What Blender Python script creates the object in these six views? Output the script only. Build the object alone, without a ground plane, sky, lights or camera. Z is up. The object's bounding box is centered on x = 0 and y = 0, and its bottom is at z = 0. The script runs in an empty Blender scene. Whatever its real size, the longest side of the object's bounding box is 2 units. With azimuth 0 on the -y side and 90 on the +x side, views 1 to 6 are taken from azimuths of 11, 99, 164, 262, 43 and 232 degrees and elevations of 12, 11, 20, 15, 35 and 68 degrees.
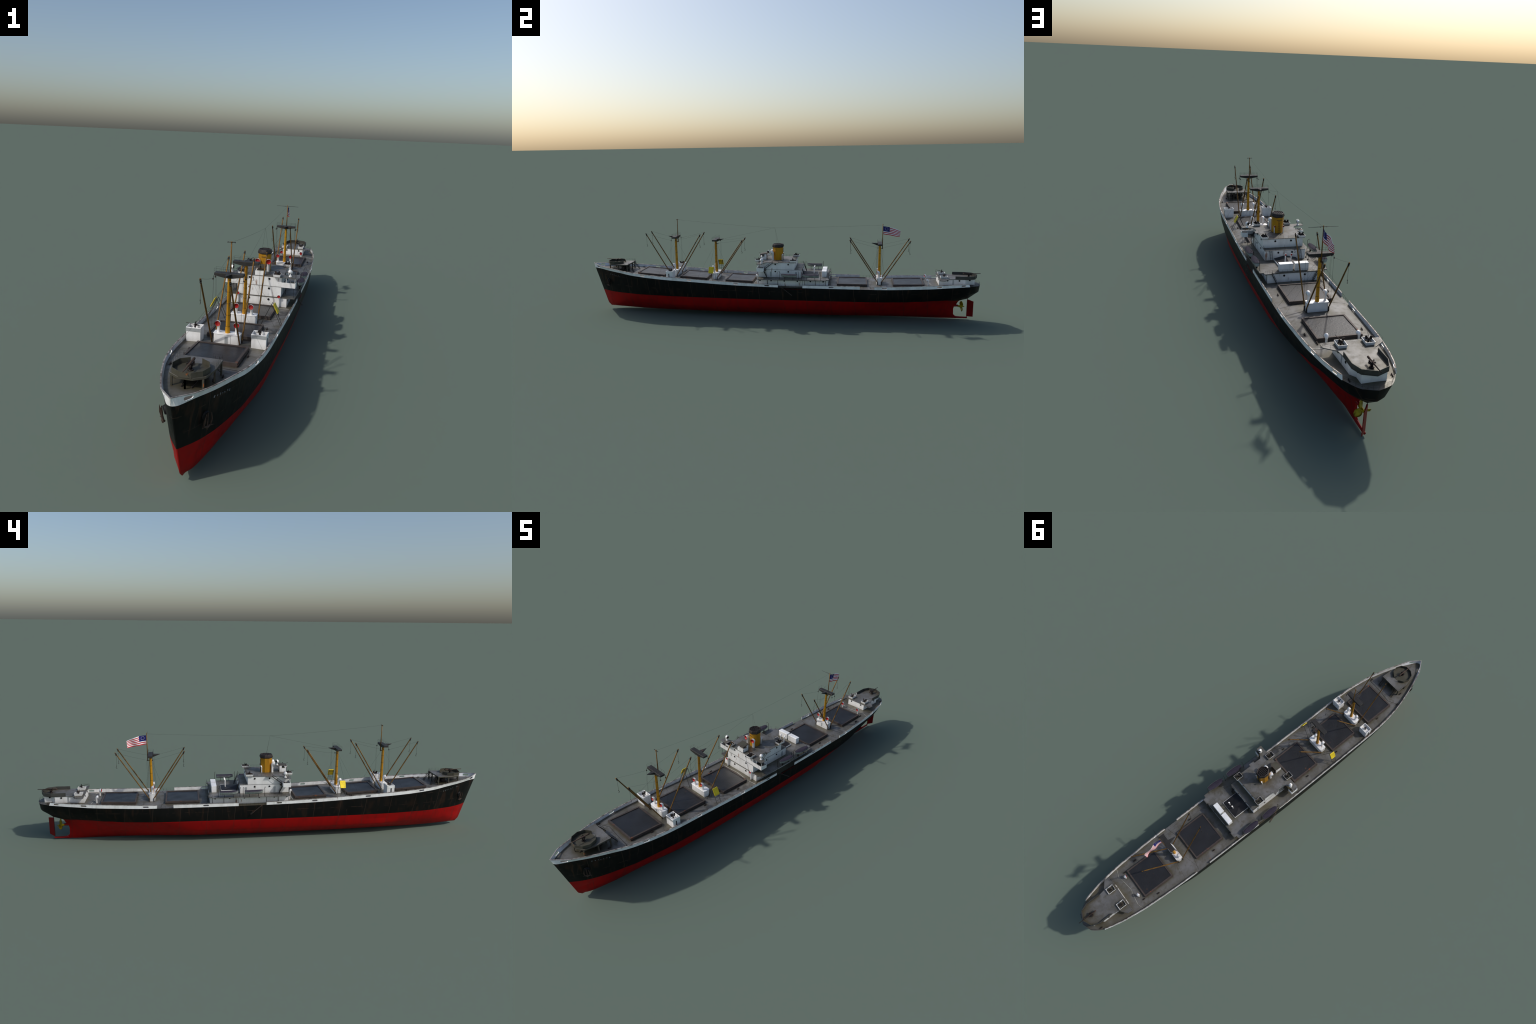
import bpy, bmesh, math, random
from mathutils import Vector, Matrix
random.seed(7)
R = random.Random(11)

# ------------------------------------------------------------------ materials
def new_mat(name):
    m = bpy.data.materials.new(name); m.use_nodes = True
    nt = m.node_tree; nt.nodes.clear()
    out = nt.nodes.new('ShaderNodeOutputMaterial')
    b = nt.nodes.new('ShaderNodeBsdfPrincipled')
    nt.links.new(b.outputs[0], out.inputs[0])
    return m, nt, b

class NB:
    """small node building helper"""
    def __init__(s, nt):
        s.nt = nt
        s.tc = nt.nodes.new('ShaderNodeTexCoord')
        g = nt.nodes.new('ShaderNodeNewGeometry')
        s.geo = g
        s.pos = g.outputs['Position']
        s.nrm = g.outputs['Normal']
    def link(s, a, b): s.nt.links.new(a, b)
    def setin(s, sock, v):
        if isinstance(v, bpy.types.NodeSocket): s.link(v, sock)
        else: sock.default_value = v
    def noise(s, scale, detail=3, vec=None, stretch=(1, 1, 1), rough=.55):
        mp = s.nt.nodes.new('ShaderNodeMapping'); mp.inputs['Scale'].default_value = stretch
        s.link(vec or s.pos, mp.inputs['Vector'])
        n = s.nt.nodes.new('ShaderNodeTexNoise'); n.inputs['Scale'].default_value = scale
        n.inputs['Detail'].default_value = detail; n.inputs['Roughness'].default_value = rough
        s.link(mp.outputs[0], n.inputs['Vector'])
        return n.outputs['Fac']
    def ramp(s, fac, a, b, inv=False):
        r = s.nt.nodes.new('ShaderNodeMapRange'); r.clamp = True
        s.setin(r.inputs['Value'], fac)
        r.inputs['From Min'].default_value = a; r.inputs['From Max'].default_value = b
        r.inputs['To Min'].default_value = 1 if inv else 0; r.inputs['To Max'].default_value = 0 if inv else 1
        return r.outputs[0]
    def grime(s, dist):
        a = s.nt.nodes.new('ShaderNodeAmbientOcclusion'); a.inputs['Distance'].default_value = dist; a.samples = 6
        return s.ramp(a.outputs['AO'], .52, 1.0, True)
    def math(s, op, a, b=0.0, c=None):
        n = s.nt.nodes.new('ShaderNodeMath'); n.operation = op
        s.setin(n.inputs[0], a); s.setin(n.inputs[1], b)
        if c is not None: s.setin(n.inputs[2], c)
        return n.outputs[0]
    def mix(s, fac, a, b):
        n = s.nt.nodes.new('ShaderNodeMix'); n.data_type = 'RGBA'
        s.setin(n.inputs['Factor'], fac)
        for k, v in (('A', a), ('B', b)):
            sock = [i for i in n.inputs if i.name == k and i.type == 'RGBA'][0]
            if isinstance(v, bpy.types.NodeSocket): s.link(v, sock)
            else: sock.default_value = (*v, 1)
        return [o for o in n.outputs if o.type == 'RGBA'][0]
    def sep(s, v=None):
        n = s.nt.nodes.new('ShaderNodeSeparateXYZ'); s.link(v or s.pos, n.inputs[0]); return n.outputs
    def comb(s, x, y, z):
        n = s.nt.nodes.new('ShaderNodeCombineXYZ')
        for i, v in enumerate((x, y, z)): s.setin(n.inputs[i], v)
        return n.outputs[0]

MATS = {}
def weathered(name, base, dirt, dirt_amt=.5, rust=0.0, rust_col=(.30, .085, .02), rough=.55, scale=40,
              streak=False, metal=.55, dscale=None, spec=.3, rust_scale=60, ao=0.0, ao_col=None, ao_dist=.018):
    m, nt, b = new_mat(name); nb = NB(nt)
    st = (1, 1, .18) if streak else (1, 1, 1)
    n1 = nb.noise(dscale or scale, 4, stretch=st)
    col = nb.mix(nb.math('MULTIPLY', nb.ramp(n1, .42, .72), dirt_amt), base, dirt)
    n3 = nb.noise(scale * 6, 2)
    col = nb.mix(nb.math('MULTIPLY', nb.ramp(n3, .35, .8), .25 * dirt_amt), col, dirt)
    if rust > 0:
        rs = (1, 1, .3) if streak else (1, 1, 1)
        n2 = nb.noise(rust_scale, 3, stretch=rs)
        f = nb.ramp(n2, .74 - .1 * rust, .80 - .08 * rust)
        col = nb.mix(nb.math('MULTIPLY', f, .85), col, rust_col)
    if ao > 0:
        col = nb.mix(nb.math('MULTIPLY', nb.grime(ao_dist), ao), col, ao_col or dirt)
    nt.links.new(col, b.inputs['Base Color'])
    b.inputs['Roughness'].default_value = rough
    b.inputs['Metallic'].default_value = metal
    b.inputs['Specular IOR Level'].default_value = spec
    MATS[name] = m
    return m

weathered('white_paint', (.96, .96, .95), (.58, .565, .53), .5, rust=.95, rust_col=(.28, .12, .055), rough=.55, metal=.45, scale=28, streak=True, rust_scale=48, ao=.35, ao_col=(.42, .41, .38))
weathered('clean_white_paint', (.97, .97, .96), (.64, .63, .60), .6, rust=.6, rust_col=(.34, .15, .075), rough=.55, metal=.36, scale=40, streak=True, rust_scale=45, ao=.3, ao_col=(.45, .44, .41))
weathered('bulwark_paint', (.95, .955, .95), (.58, .57, .54), .55, rust=.5, rust_col=(.26, .17, .13), rough=.55, metal=.34, scale=45, streak=True)
weathered('cap_rail_paint', (.50, .46, .43), (.10, .065, .05), 1.25, rust=.3, rough=.6, scale=70)
weathered('hatch_coaming_paint', (.080, .064, .057), (.04, .032, .028), .6, rust=.9, rust_col=(.24, .075, .025), rough=.55, scale=60, rust_scale=40, metal=.3)
weathered('mast_paint', (.62, .31, .018), (.30, .125, .018), .75, rust=.6, rust_col=(.2, .065, .02), rough=.5, scale=30, streak=True)
weathered('boom_paint', (.22, .115, .026), (.075, .042, .02), .9, rust=.5, rust_col=(.15, .06, .035), rough=.6, scale=45)
weathered('dark_steel', (.055, .053, .051), (.025, .023, .022), .6, rust=.6, rust_col=(.22, .065, .02), rough=.55, scale=50, rust_scale=45)
weathered('gun_steel', (.032, .029, .028), (.06, .035, .025), .6, rust=.3, rust_col=(.14, .05, .03), rough=.5, scale=90)
weathered('olive_steel', (.080, .076, .058), (.050, .046, .030), .7, rust=.55, rust_col=(.40, .11, .015), rough=.55, scale=45, metal=.3)
weathered('zareba_steel', (.090, .090, .083), (.055, .052, .040), .7, rust=.4, rust_col=(.35, .10, .02), rough=.55, scale=45)
weathered('rusty_anchor', (.085, .058, .045), (.035, .022, .018), .8, rust=.6, rust_col=(.16, .055, .02), rough=.7, scale=120)
weathered('raft_yellow', (.82, .62, .030), (.42, .33, .03), .7, rust=0, rough=.5, scale=90, metal=.3)
weathered('vent_red', (.34, .006, .007), (.38, .07, .06), .7, rough=.5, scale=90, metal=.3)
weathered('brass', (.40, .31, .010), (.12, .08, .006), .8, rough=.35, scale=60, metal=.5)
weathered('rudder_red', (.28, .008, .008), (.12, .010, .010), .6, rough=.5, scale=40)
weathered('boat_canvas', (.032, .027, .043), (.018, .015, .024), .7, rust=.1, rough=.9, scale=80, metal=0)
weathered('boat_hull_paint', (.42, .46, .45), (.20, .22, .21), .7, rust=.2, rough=.5, scale=60)
weathered('black_void', (.006, .006, .007), (.003, .003, .003), .5, rough=.7, metal=0)
weathered('skylight_dark', (.030, .029, .031), (.015, .014, .015), .6, rust=.2, rough=.45, scale=40)
weathered('rope_dark', (.022, .022, .022), (.04, .03, .02), .5, rough=.7, metal=0)
weathered('funnel_cap_paint', (.060, .049, .046), (.025, .02, .02), .7, rust=.4, rust_col=(.15, .06, .04), rough=.55, scale=70)
weathered('flag_red', (.55, .010, .020), (.36, .02, .03), .4, rough=.8, metal=0)
weathered('flag_white', (.90, .89, .91), (.62, .60, .66), .4, rough=.8, metal=0)
weathered('flag_blue', (.016, .016, .15), (.02, .02, .12), .4, rough=.8, metal=0)
weathered('pale_line', (.50, .49, .44), (.16, .155, .12), .9, rough=.6, scale=60)
weathered('grey_door', (.50, .53, .54), (.33, .34, .34), .5, rough=.5)
weathered('faded_letter', (.34, .37, .38), (.08, .08, .08), .9, rough=.6, scale=160)

def deck_mat():
    m, nt, b = new_mat('deck_paint'); nb = NB(nt)
    n1 = nb.noise(17, 5); n2 = nb.noise(46, 5); n3 = nb.noise(150, 2)
    col = nb.mix(nb.ramp(n1, .40, .60), (.180, .179, .178), (.122, .118, .108))
    col = nb.mix(nb.math('MULTIPLY', nb.ramp(n2, .50, .66), .65), col, (.085, .077, .055))
    col = nb.mix(nb.math('MULTIPLY', nb.ramp(n3, .45, .75), .25), col, (.21, .205, .195))
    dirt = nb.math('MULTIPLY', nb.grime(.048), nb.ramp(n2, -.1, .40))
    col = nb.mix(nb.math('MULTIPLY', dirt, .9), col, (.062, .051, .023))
    r = nb.noise(55, 2)
    col = nb.mix(nb.math('MULTIPLY', nb.ramp(r, .775, .80), .85), col, (.42, .12, .018))
    nt.links.new(col, b.inputs['Base Color'])
    nt.links.new(nb.math('ADD', nb.math('MULTIPLY', n2, .40), .31), b.inputs['Roughness'])
    b.inputs['Metallic'].default_value = .35
    MATS['deck_paint'] = m
deck_mat()

def hatch_mat():
    m, nt, b = new_mat('hatch_canvas'); nb = NB(nt)
    n1 = nb.noise(16, 4); n2 = nb.noise(190, 3); n3 = nb.noise(48, 2)
    col = nb.mix(nb.ramp(n1, .35, .7), (.017, .0172, .019), (.0095, .0095, .010))  # near-black base tinted slightly blue for sky reflected on the covers
    col = nb.mix(nb.math('MULTIPLY', nb.ramp(n3, .70, .77), .7), col, (.13, .05, .022))
    nt.links.new(col, b.inputs['Base Color'])
    nt.links.new(nb.math('ADD', nb.math('MULTIPLY', n1, .26), .29), b.inputs['Roughness'])
    b.inputs['Specular IOR Level'].default_value = .5
    bp = nt.nodes.new('ShaderNodeBump'); bp.inputs['Strength'].default_value = .45; bp.inputs['Distance'].default_value = .0012
    nt.links.new(n2, bp.inputs['Height']); nt.links.new(bp.outputs[0], b.inputs['Normal'])
    MATS['hatch_canvas'] = m
hatch_mat()

def hull_mat():
    m, nt, b = new_mat('hull_paint'); nb = NB(nt)
    x, y, z = nb.sep()
    # boot-top boundary dips a little right aft
    zl = nb.math('SUBTRACT', .1032, nb.math('MULTIPLY', nb.ramp(y, .84, .92), .0095))
    red = nb.math('LESS_THAN', z, zl)
    n1 = nb.noise(14, 4, stretch=(1, 1, .3)); n2 = nb.noise(70, 3); n3 = nb.noise(55, 3, stretch=(1, 1, .12))
    blk = nb.mix(nb.ramp(n1, .35, .7), (.0050, .0058, .0055), (.0105, .0105, .0098))
    redc = nb.mix(nb.ramp(n1, .35, .7), (.45, .0050, .0050), (.33, .0065, .0065))
    redc = nb.mix(nb.math('MULTIPLY', nb.ramp(n3, .5, .75), .35), redc, (.10, .012, .010))
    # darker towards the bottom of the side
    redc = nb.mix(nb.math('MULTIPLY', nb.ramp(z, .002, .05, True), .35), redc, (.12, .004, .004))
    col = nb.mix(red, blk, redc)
    # plating seams: vertical butts with broken longitudinal seams between them
    br = nt.nodes.new('ShaderNodeTexBrick')
    br.inputs['Scale'].default_value = 1; br.inputs['Mortar Size'].default_value = .0011
    br.inputs['Mortar Smooth'].default_value = .25
    br.inputs['Brick Width'].default_value = .105; br.inputs['Row Height'].default_value = .047
    br.offset = .35; br.offset_frequency = 2
    nt.links.new(nb.comb(nb.math('ADD', y, nb.math('MULTIPLY', z, -.12)), nb.math('ADD', z, -.004), 0.0), br.inputs['Vector'])
    seam = br.outputs['Fac']
    v2 = nb.math('ABSOLUTE', nb.math('SUBTRACT', nb.math('FRACT', nb.math('MULTIPLY', nb.math('ADD', y, nb.math('MULTIPLY', z, .10)), 8.6)), .5))
    vline = nb.ramp(v2, .005, .011, True)
    brk = nb.ramp(nb.noise(20, 3), .50, .62)
    line = nb.math('MAXIMUM', nb.math('MULTIPLY', seam, brk), nb.math('MULTIPLY', vline, .9))
    seamc = nb.mix(red, (.070, .044, .032), (.115, .026, .020))
    col = nb.mix(nb.math('MULTIPLY', line, .75), col, seamc)
    # rust runs on the black
    f = nb.math('MULTIPLY', nb.math('MAXIMUM', nb.ramp(n3, .57, .70), nb.math('MULTIPLY', nb.ramp(nb.noise(24, 4, stretch=(1, 1, .45)), .56, .70), .7)), nb.math('SUBTRACT', 1.0, red))
    bow = nb.math('ADD', nb.math('MULTIPLY', nb.ramp(y, -.97, -.72, True), .5), .42)
    col = nb.mix(nb.math('MULTIPLY', f, bow), col, (.058, .028, .016))
    nt.links.new(col, b.inputs['Base Color'])
    nt.links.new(nb.math('ADD', nb.math('MULTIPLY', n2, .25), .42), b.inputs['Roughness'])
    b.inputs['Specular IOR Level'].default_value = .22
    b.inputs['Metallic'].default_value = .5
    MATS['hull_paint'] = m
hull_mat()

# ------------------------------------------------------------------ mesh helpers
class MB:
    def __init__(s): s.v = []; s.f = []; s.m = []; s.mats = []; s.mi = 0; s.smooth = []; s.sm = False
    def mat(s, n):
        if n not in s.mats: s.mats.append(n)
        s.mi = s.mats.index(n); return s
    def add(s, vs, fs):
        o = len(s.v); s.v += [tuple(p) for p in vs]
        for f in fs: s.f.append([i + o for i in f]); s.m.append(s.mi); s.smooth.append(s.sm)
        return s
    def box(s, x0, x1, y0, y1, z0, z1):
        vs = [(x, y, z) for z in (z0, z1) for y in (y0, y1) for x in (x0, x1)]
        return s.add(vs, [(0, 2, 3, 1), (4, 5, 7, 6), (0, 1, 5, 4), (2, 6, 7, 3), (0, 4, 6, 2), (1, 3, 7, 5)])
    def prism(s, poly, z0, z1, top=True, bot=True, topmat=None):
        n = len(poly)
        zf0 = z0 if callable(z0) else (lambda p: z0); zf1 = z1 if callable(z1) else (lambda p: z1)
        vs = [(p[0], p[1], zf0(p)) for p in poly] + [(p[0], p[1], zf1(p)) for p in poly]
        a = sum(poly[i][0] * poly[(i + 1) % n][1] - poly[(i + 1) % n][0] * poly[i][1] for i in range(n))
        fs = [(i, (i + 1) % n, (i + 1) % n + n, i + n) for i in range(n)]
        if a < 0: fs = [f[::-1] for f in fs]
        s.add(vs, fs)
        o = len(s.v) - 2 * n
        def cap(idx, up):
            idx = idx if (a > 0) == up else idx[::-1]
            s.f.append([i + o for i in idx]); s.m.append(s.mi); s.smooth.append(False)
        if bot: cap(list(range(n)), False)
        if top:
            k = s.mi
            if topmat: s.mat(topmat)
            cap(list(range(n, 2 * n)), True); s.mi = k
        return s
    def cyl(s, p0, p1, r0, r1=None, n=10, caps=True):
        return s.tube([p0, p1], [r0, r0 if r1 is None else r1], n, caps)
    def tube(s, pts, rad, n=8, caps=True):
        pts = [Vector(p) for p in pts]
        if not hasattr(rad, '__len__'): rad = [rad] * len(pts)
        vs = []; fs = []; k = len(pts); up = None
        for i, p in enumerate(pts):
            t = (pts[min(i + 1, k - 1)] - pts[max(i - 1, 0)]).normalized()
            if up is None:
                ref = Vector((0, 0, 1)) if abs(t.z) < .9 else Vector((1, 0, 0))
                a = t.cross(ref).normalized()
            else:
                a = (up - t * up.dot(t)).normalized()
            up = a; c = t.cross(a)
            for j in range(n):
                w = 2 * math.pi * j / n
                vs.append(p + (a * math.cos(w) + c * math.sin(w)) * rad[i])
        for i in range(k - 1):
            for j in range(n):
                fs.append((i * n + j, i * n + (j + 1) % n, (i + 1) * n + (j + 1) % n, (i + 1) * n + j))
        q = s.sm; s.sm = True; s.add(vs, fs); s.sm = q
        if caps:
            o = len(s.v) - len(vs)
            s.f.append([o + j for j in range(n)][::-1]); s.m.append(s.mi); s.smooth.append(False)
            s.f.append([o + (k - 1) * n + j for j in range(n)]); s.m.append(s.mi); s.smooth.append(False)
        return s
    def ball(s, c, r, n=8):
        pts = [(c[0], c[1], c[2] - r * math.cos(math.pi * i / 6)) for i in range(7)]
        return s.tube(pts, [max(r * math.sin(math.pi * i / 6), r * .05) for i in range(7)], n)
    def plank(s, p0, p1, wdir, w, t):
        """slanted board between p0 and p1, width w along wdir, thickness t"""
        p0, p1, wd = Vector(p0), Vector(p1), Vector(wdir).normalized()
        d = (p1 - p0).normalized(); nn = d.cross(wd).normalized()
        vs = []
        for p in (p0, p1):
            for a, c in ((-1, -1), (1, -1), (1, 1), (-1, 1)):
                vs.append(p + wd * a * w / 2 + nn * c * t / 2)
        return s.add(vs, [(0, 1, 2, 3), (7, 6, 5, 4), (0, 4, 5, 1), (1, 5, 6, 2), (2, 6, 7, 3), (3, 7, 4, 0)])
    def mesh(s, name):
        me = bpy.data.meshes.new(name); me.from_pydata(s.v, [], s.f)
        for n in s.mats: me.materials.append(MATS[n])
        me.polygons.foreach_set('material_index', s.m)
        me.polygons.foreach_set('use_smooth', s.smooth)
        bm = bmesh.new(); bm.from_mesh(me); bmesh.ops.recalc_face_normals(bm, faces=bm.faces); bm.to_mesh(me); bm.free()
        me.update(); return me
    def obj(s, name, parent, bevel=0, angle=None, loc=None):
        o = bpy.data.objects.new(name, s.mesh(name)); bpy.context.scene.collection.objects.link(o)
        o.parent = parent
        if loc: o.location = loc
        if angle: o.data.shade_smooth() if False else smooth_angle(o.data, angle)
        if bevel:
            b = o.modifiers.new('edge_bevel', 'BEVEL'); b.width = bevel; b.segments = 1; b.limit_method = 'ANGLE'; b.angle_limit = math.radians(40)
        return o

def smooth_angle(me, deg):
    bm = bmesh.new(); bm.from_mesh(me); lim = math.radians(deg)
    for f in bm.faces: f.smooth = True
    for e in bm.edges:
        e.smooth = not (len(e.link_faces) == 2 and e.calc_face_angle(0) > lim)
    bm.to_mesh(me); bm.free()

def inst(name, me, parent, loc, rot=(0, 0, 0), scale=(1, 1, 1)):
    o = bpy.data.objects.new(name, me); bpy.context.scene.collection.objects.link(o)
    o.parent = parent; o.location = loc; o.rotation_euler = rot; o.scale = scale
    return o

def empty(name, parent=None, loc=(0, 0, 0)):
    o = bpy.data.objects.new(name, None); bpy.context.scene.collection.objects.link(o)
    o.empty_display_size = .05; o.parent = parent; o.location = loc; return o

def pch(T):
    """monotone cubic interpolation through (a,b) pairs"""
    T = sorted(T); X = [t[0] for t in T]; Y = [t[1] for t in T]; n = len(X)
    d = [(Y[i + 1] - Y[i]) / (X[i + 1] - X[i]) for i in range(n - 1)]
    m = [d[0]] + [0 if d[i - 1] * d[i] <= 0 else 2 * d[i - 1] * d[i] / (d[i - 1] + d[i]) for i in range(1, n - 1)] + [d[-1]]
    def f(x):
        if x <= X[0]: return Y[0]
        if x >= X[-1]: return Y[-1]
        i = 0
        while x > X[i + 1]: i += 1
        h = X[i + 1] - X[i]; t = (x - X[i]) / h
        return ((1 + 2 * t) * (1 - t) ** 2 * Y[i] + t * (1 - t) ** 2 * h * m[i] + t * t * (3 - 2 * t) * Y[i + 1] + t * t * (t - 1) * h * m[i + 1])
    return f
def lin(T):
    T = sorted(T)
    def f(x):
        if x <= T[0][0]: return T[0][1]
        for a, b in zip(T, T[1:]):
            if x <= b[0]: return a[1] + (b[1] - a[1]) * (x - a[0]) / (b[0] - a[0])
        return T[-1][1]
    return f

ship = empty('cargo_ship')
ship['label'] = 'old black and red freighter with yellow masts and funnel'
ship['category'] = 'cargo ship'

# ------------------------------------------------------------------ hull lines (bow at -y, port at +x)
stem = lin([(.0, -.905), (.0135, -.914), (.029, -.9293), (.217, -.989), (.2458, -.9985)])
keel = pch([(-.914, .0135), (-.86, .0105), (-.77, .0075), (-.58, .0040), (-.3, .0020), (0, .0012), (.5, .0010), (.8, .0012), (1, .0014)])
deckz = pch([(-1, .2245), (-.95, .2238), (-.88, .2180), (-.81, .2123), (-.748, .2055), (-.68, .2003), (-.6, .1945), (-.53, .1900),
             (-.41, .1842), (-.263, .1760), (-.166, .1722), (.024, .1685), (.145, .1674), (.4, .1670), (.52, .1672), (.65, .1700),
             (.76, .1735), (.855, .1778), (.94, .1795), (1, .1770)])
bulz = pch([(-1, .2458), (-.95, .2398), (-.9, .2335), (-.85, .229), (-.8, .2247), (-.75, .2199), (-.7, .2158), (-.65, .2123), (-.6, .209),
            (-.55, .206), (-.5, .2034), (-.4, .1978), (-.3, .1925), (-.2, .188), (-.1, .1839), (.02, .1808), (.15, .1808), (.42, .1808),
            (.49, .1808), (.55, .1810), (.65, .1845), (.75, .188), (.85, .1905), (.9375, .1925)])
HB_top = lin([(-.9985, .001), (-.95, .040), (-.9, .0598), (-.85, .078), (-.8, .093), (-.75, .107), (-.7, .1155), (-.65, .122), (-.6, .1255),
              (-.55, .1272), (-.5, .128), (-.3, .1285), (0, .130), (.3, .1295), (.5, .1275), (.6, .124), (.65, .121), (.7, .118), (.75, .1145),
              (.8, .108), (.85, .1005), (.9, .089), (.9375, .0765)])
T_deck = [(-.9870, .0105), (-.975, .0185), (-.95, .0315), (-.9, .0545), (-.85, .0735), (-.8, .090), (-.75, .1050), (-.7, .1145), (-.65, .1215), (-.6, .1255), (-.55, .1272), (-.5, .128),
          (-.3, .1285), (0, .130), (.3, .1295), (.5, .1275), (.6, .124), (.65, .121), (.7, .118), (.75, .1145), (.8, .108), (.85, .1005),
          (.9, .089), (.9375, .0765), (.945, .0725), (.985, .0420)]
T_140 = [(-.93, .028), (-.9, .042), (-.85, .064), (-.8, .0795), (-.75, .0945), (-.7, .1045), (-.6, .117), (-.5, .1225), (-.3, .127), (0, .1295), (.4, .1285), (.5, .1265), (.6, .1195),
         (.7, .108), (.75, .1015), (.8, .0935), (.85, .0845), (.9, .072), (.94, .0585), (.979, .0285)]
T_103 = [(-.91, .031), (-.877, .047), (-.84, .061), (-.75, .085), (-.72, .092), (-.62, .104), (-.54, .112), (-.4, .1185), (-.3, .1218), (-.2, .1245), (0, .1268),
         (.3, .1240), (.4, .1230), (.5, .1205), (.57, .1135), (.65, .1020), (.68, .0930), (.72, .086), (.77, .069), (.815, .058), (.87, .0430), (.895, .0335), (.93, .0135)]
T_092 = [(-.91, .029), (-.877, .0445), (-.84, .058), (-.75, .082), (-.62, .101), (-.54, .1085), (-.4, .1160), (-.3, .1192), (-.2, .1218), (0, .1240),
         (.3, .1208), (.4, .1180), (.5, .1125), (.57, .104), (.65, .093), (.72, .079), (.77, .061), (.815, .048), (.87, .0290), (.89, .0175)]
T_075 = [(-.91, .0245), (-.877, .039), (-.84, .053), (-.75, .0765), (-.62, .0965), (-.54, .103), (-.4, .1115), (-.2, .1172), (0, .1190),
         (.3, .1150), (.4, .1100), (.5, .0990), (.57, .0895), (.65, .0785), (.72, .066), (.77, .0515), (.815, .038), (.87, .0165)]
T_060 = [(-.9, .024), (-.85, .047), (-.8, .060), (-.75, .070), (-.7, .0770), (-.6, .0920), (-.5, .104), (-.4, .1075), (-.2, .1110), (0, .1128), (.3, .1093), (.4, .1010),
         (.5, .0885), (.6, .0745), (.65, .068), (.7, .0595), (.75, .049), (.8, .0375), (.85, .0195)]
T_050 = [(-.9, .0245), (-.85, .044), (-.8, .055), (-.75, .064), (-.7, .071), (-.6, .086), (-.5, .099), (-.4, .103), (-.3, .105), (-.2, .106), (0, .1072), (.3, .104), (.4, .094),
         (.5, .081), (.6, .067), (.65, .060), (.7, .0525), (.75, .043), (.8, .033), (.85, .0160)]
T_022 = [(-.89, .0235), (-.85, .0345), (-.8, .0425), (-.75, .048), (-.7, .052), (-.6, .060), (-.5, .067), (-.4, .074), (-.2, .078), (0, .080), (.3, .077),
         (.4, .069), (.5, .057), (.6, .0445), (.65, .038), (.7, .0315), (.75, .0255), (.8, .0190), (.85, .0095)]
bow_fill = lin([(-.65, 1), (-.4, 0)])
T_015 = [(y, h * (.80 + .06 * bow_fill(y))) for y, h in T_022]
T_010 = [(y, h * (.55 + .17 * bow_fill(y))) for y, h in T_022]
LEV = [  # z(y), table, y at stern, half width at stern
    (lambda y: keel(y), [(-.9, .002), (.85, .003)], .897, .0025),
    (lambda y: keel(y) + .0085, T_010, .8955, .003),
    (lambda y: keel(y) + .0140, T_015, .8845, .004),
    (lambda y: keel(y) + .0215, T_022, .8795, .004),
    (lambda y: .050, T_050, .8785, .004),
    (lambda y: .060, T_060, .8815, .004),
    (lambda y: .075, T_075, .8935, .003),
    (lambda y: .084, [(y, (a + b) / 2) for (y, a), (_, b) in zip(T_075[:4], T_092[:4])] + [(-.62, .099), (-.4, .1138), (-.2, .1195), (0, .1215), (.3, .118), (.4, .114), (.5, .106), (.57, .097), (.65, .086), (.72, .0725), (.77, .0565), (.815, .043), (.87, .0228)], .8985, .003),
    (lambda y: .092, T_092, .9055, .003),
    (lambda y: .103, T_103, .9450, .002),
    (lambda y: .140, T_140, .9935, .0012),
    (lambda y: deckz(y), T_deck, .9990, .0012)]
NS = 150
def lev_pts(L, sgn):
    zf, T, ye, he = L
    ys = stem(zf(-.92)) if zf is not LEV[-1][0] else -.9915
    f = pch([(ys, .0014)] + [t for t in T if ys + .004 < t[0] < ye - .004] + [(ye, he)])
    out = []
    for i in range(NS + 1):
        s = i / NS; s = s + .085 * -math.sin(2 * math.pi * s) / 1.0 * .9
        y = ys + (ye - ys) * s
        out.append((sgn * f(y), y, zf(y)))
    return out
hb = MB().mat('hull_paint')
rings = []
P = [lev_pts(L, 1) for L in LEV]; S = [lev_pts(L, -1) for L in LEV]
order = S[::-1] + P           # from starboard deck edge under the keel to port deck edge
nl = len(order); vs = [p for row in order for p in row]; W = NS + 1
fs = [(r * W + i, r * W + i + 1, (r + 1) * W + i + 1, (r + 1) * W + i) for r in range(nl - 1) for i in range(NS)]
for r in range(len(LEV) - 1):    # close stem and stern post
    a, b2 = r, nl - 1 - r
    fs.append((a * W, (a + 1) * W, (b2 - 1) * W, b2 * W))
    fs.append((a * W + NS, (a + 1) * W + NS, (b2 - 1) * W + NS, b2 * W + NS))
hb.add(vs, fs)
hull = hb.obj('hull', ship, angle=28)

# keel shoe under the propeller, stern tube and sternpost fillet
sk = MB().mat('rudder_red')
sk.tube([(0, .885, .0065), (0, .91, .0055), (0, .935, .0055), (0, .9465, .0058)], [.0056, .0046, .0042, .0040], 8)
sk.tube([(0, .870, .0655), (0, .8935, .0655), (0, .9, .0655)], [.0075, .0055, .005], 12)
sk.mat('dark_steel').cyl((0, .9435, .004), (0, .9435, .103), .0013, n=8)
sk.obj('stern_frame', hull, angle=40)

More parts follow.
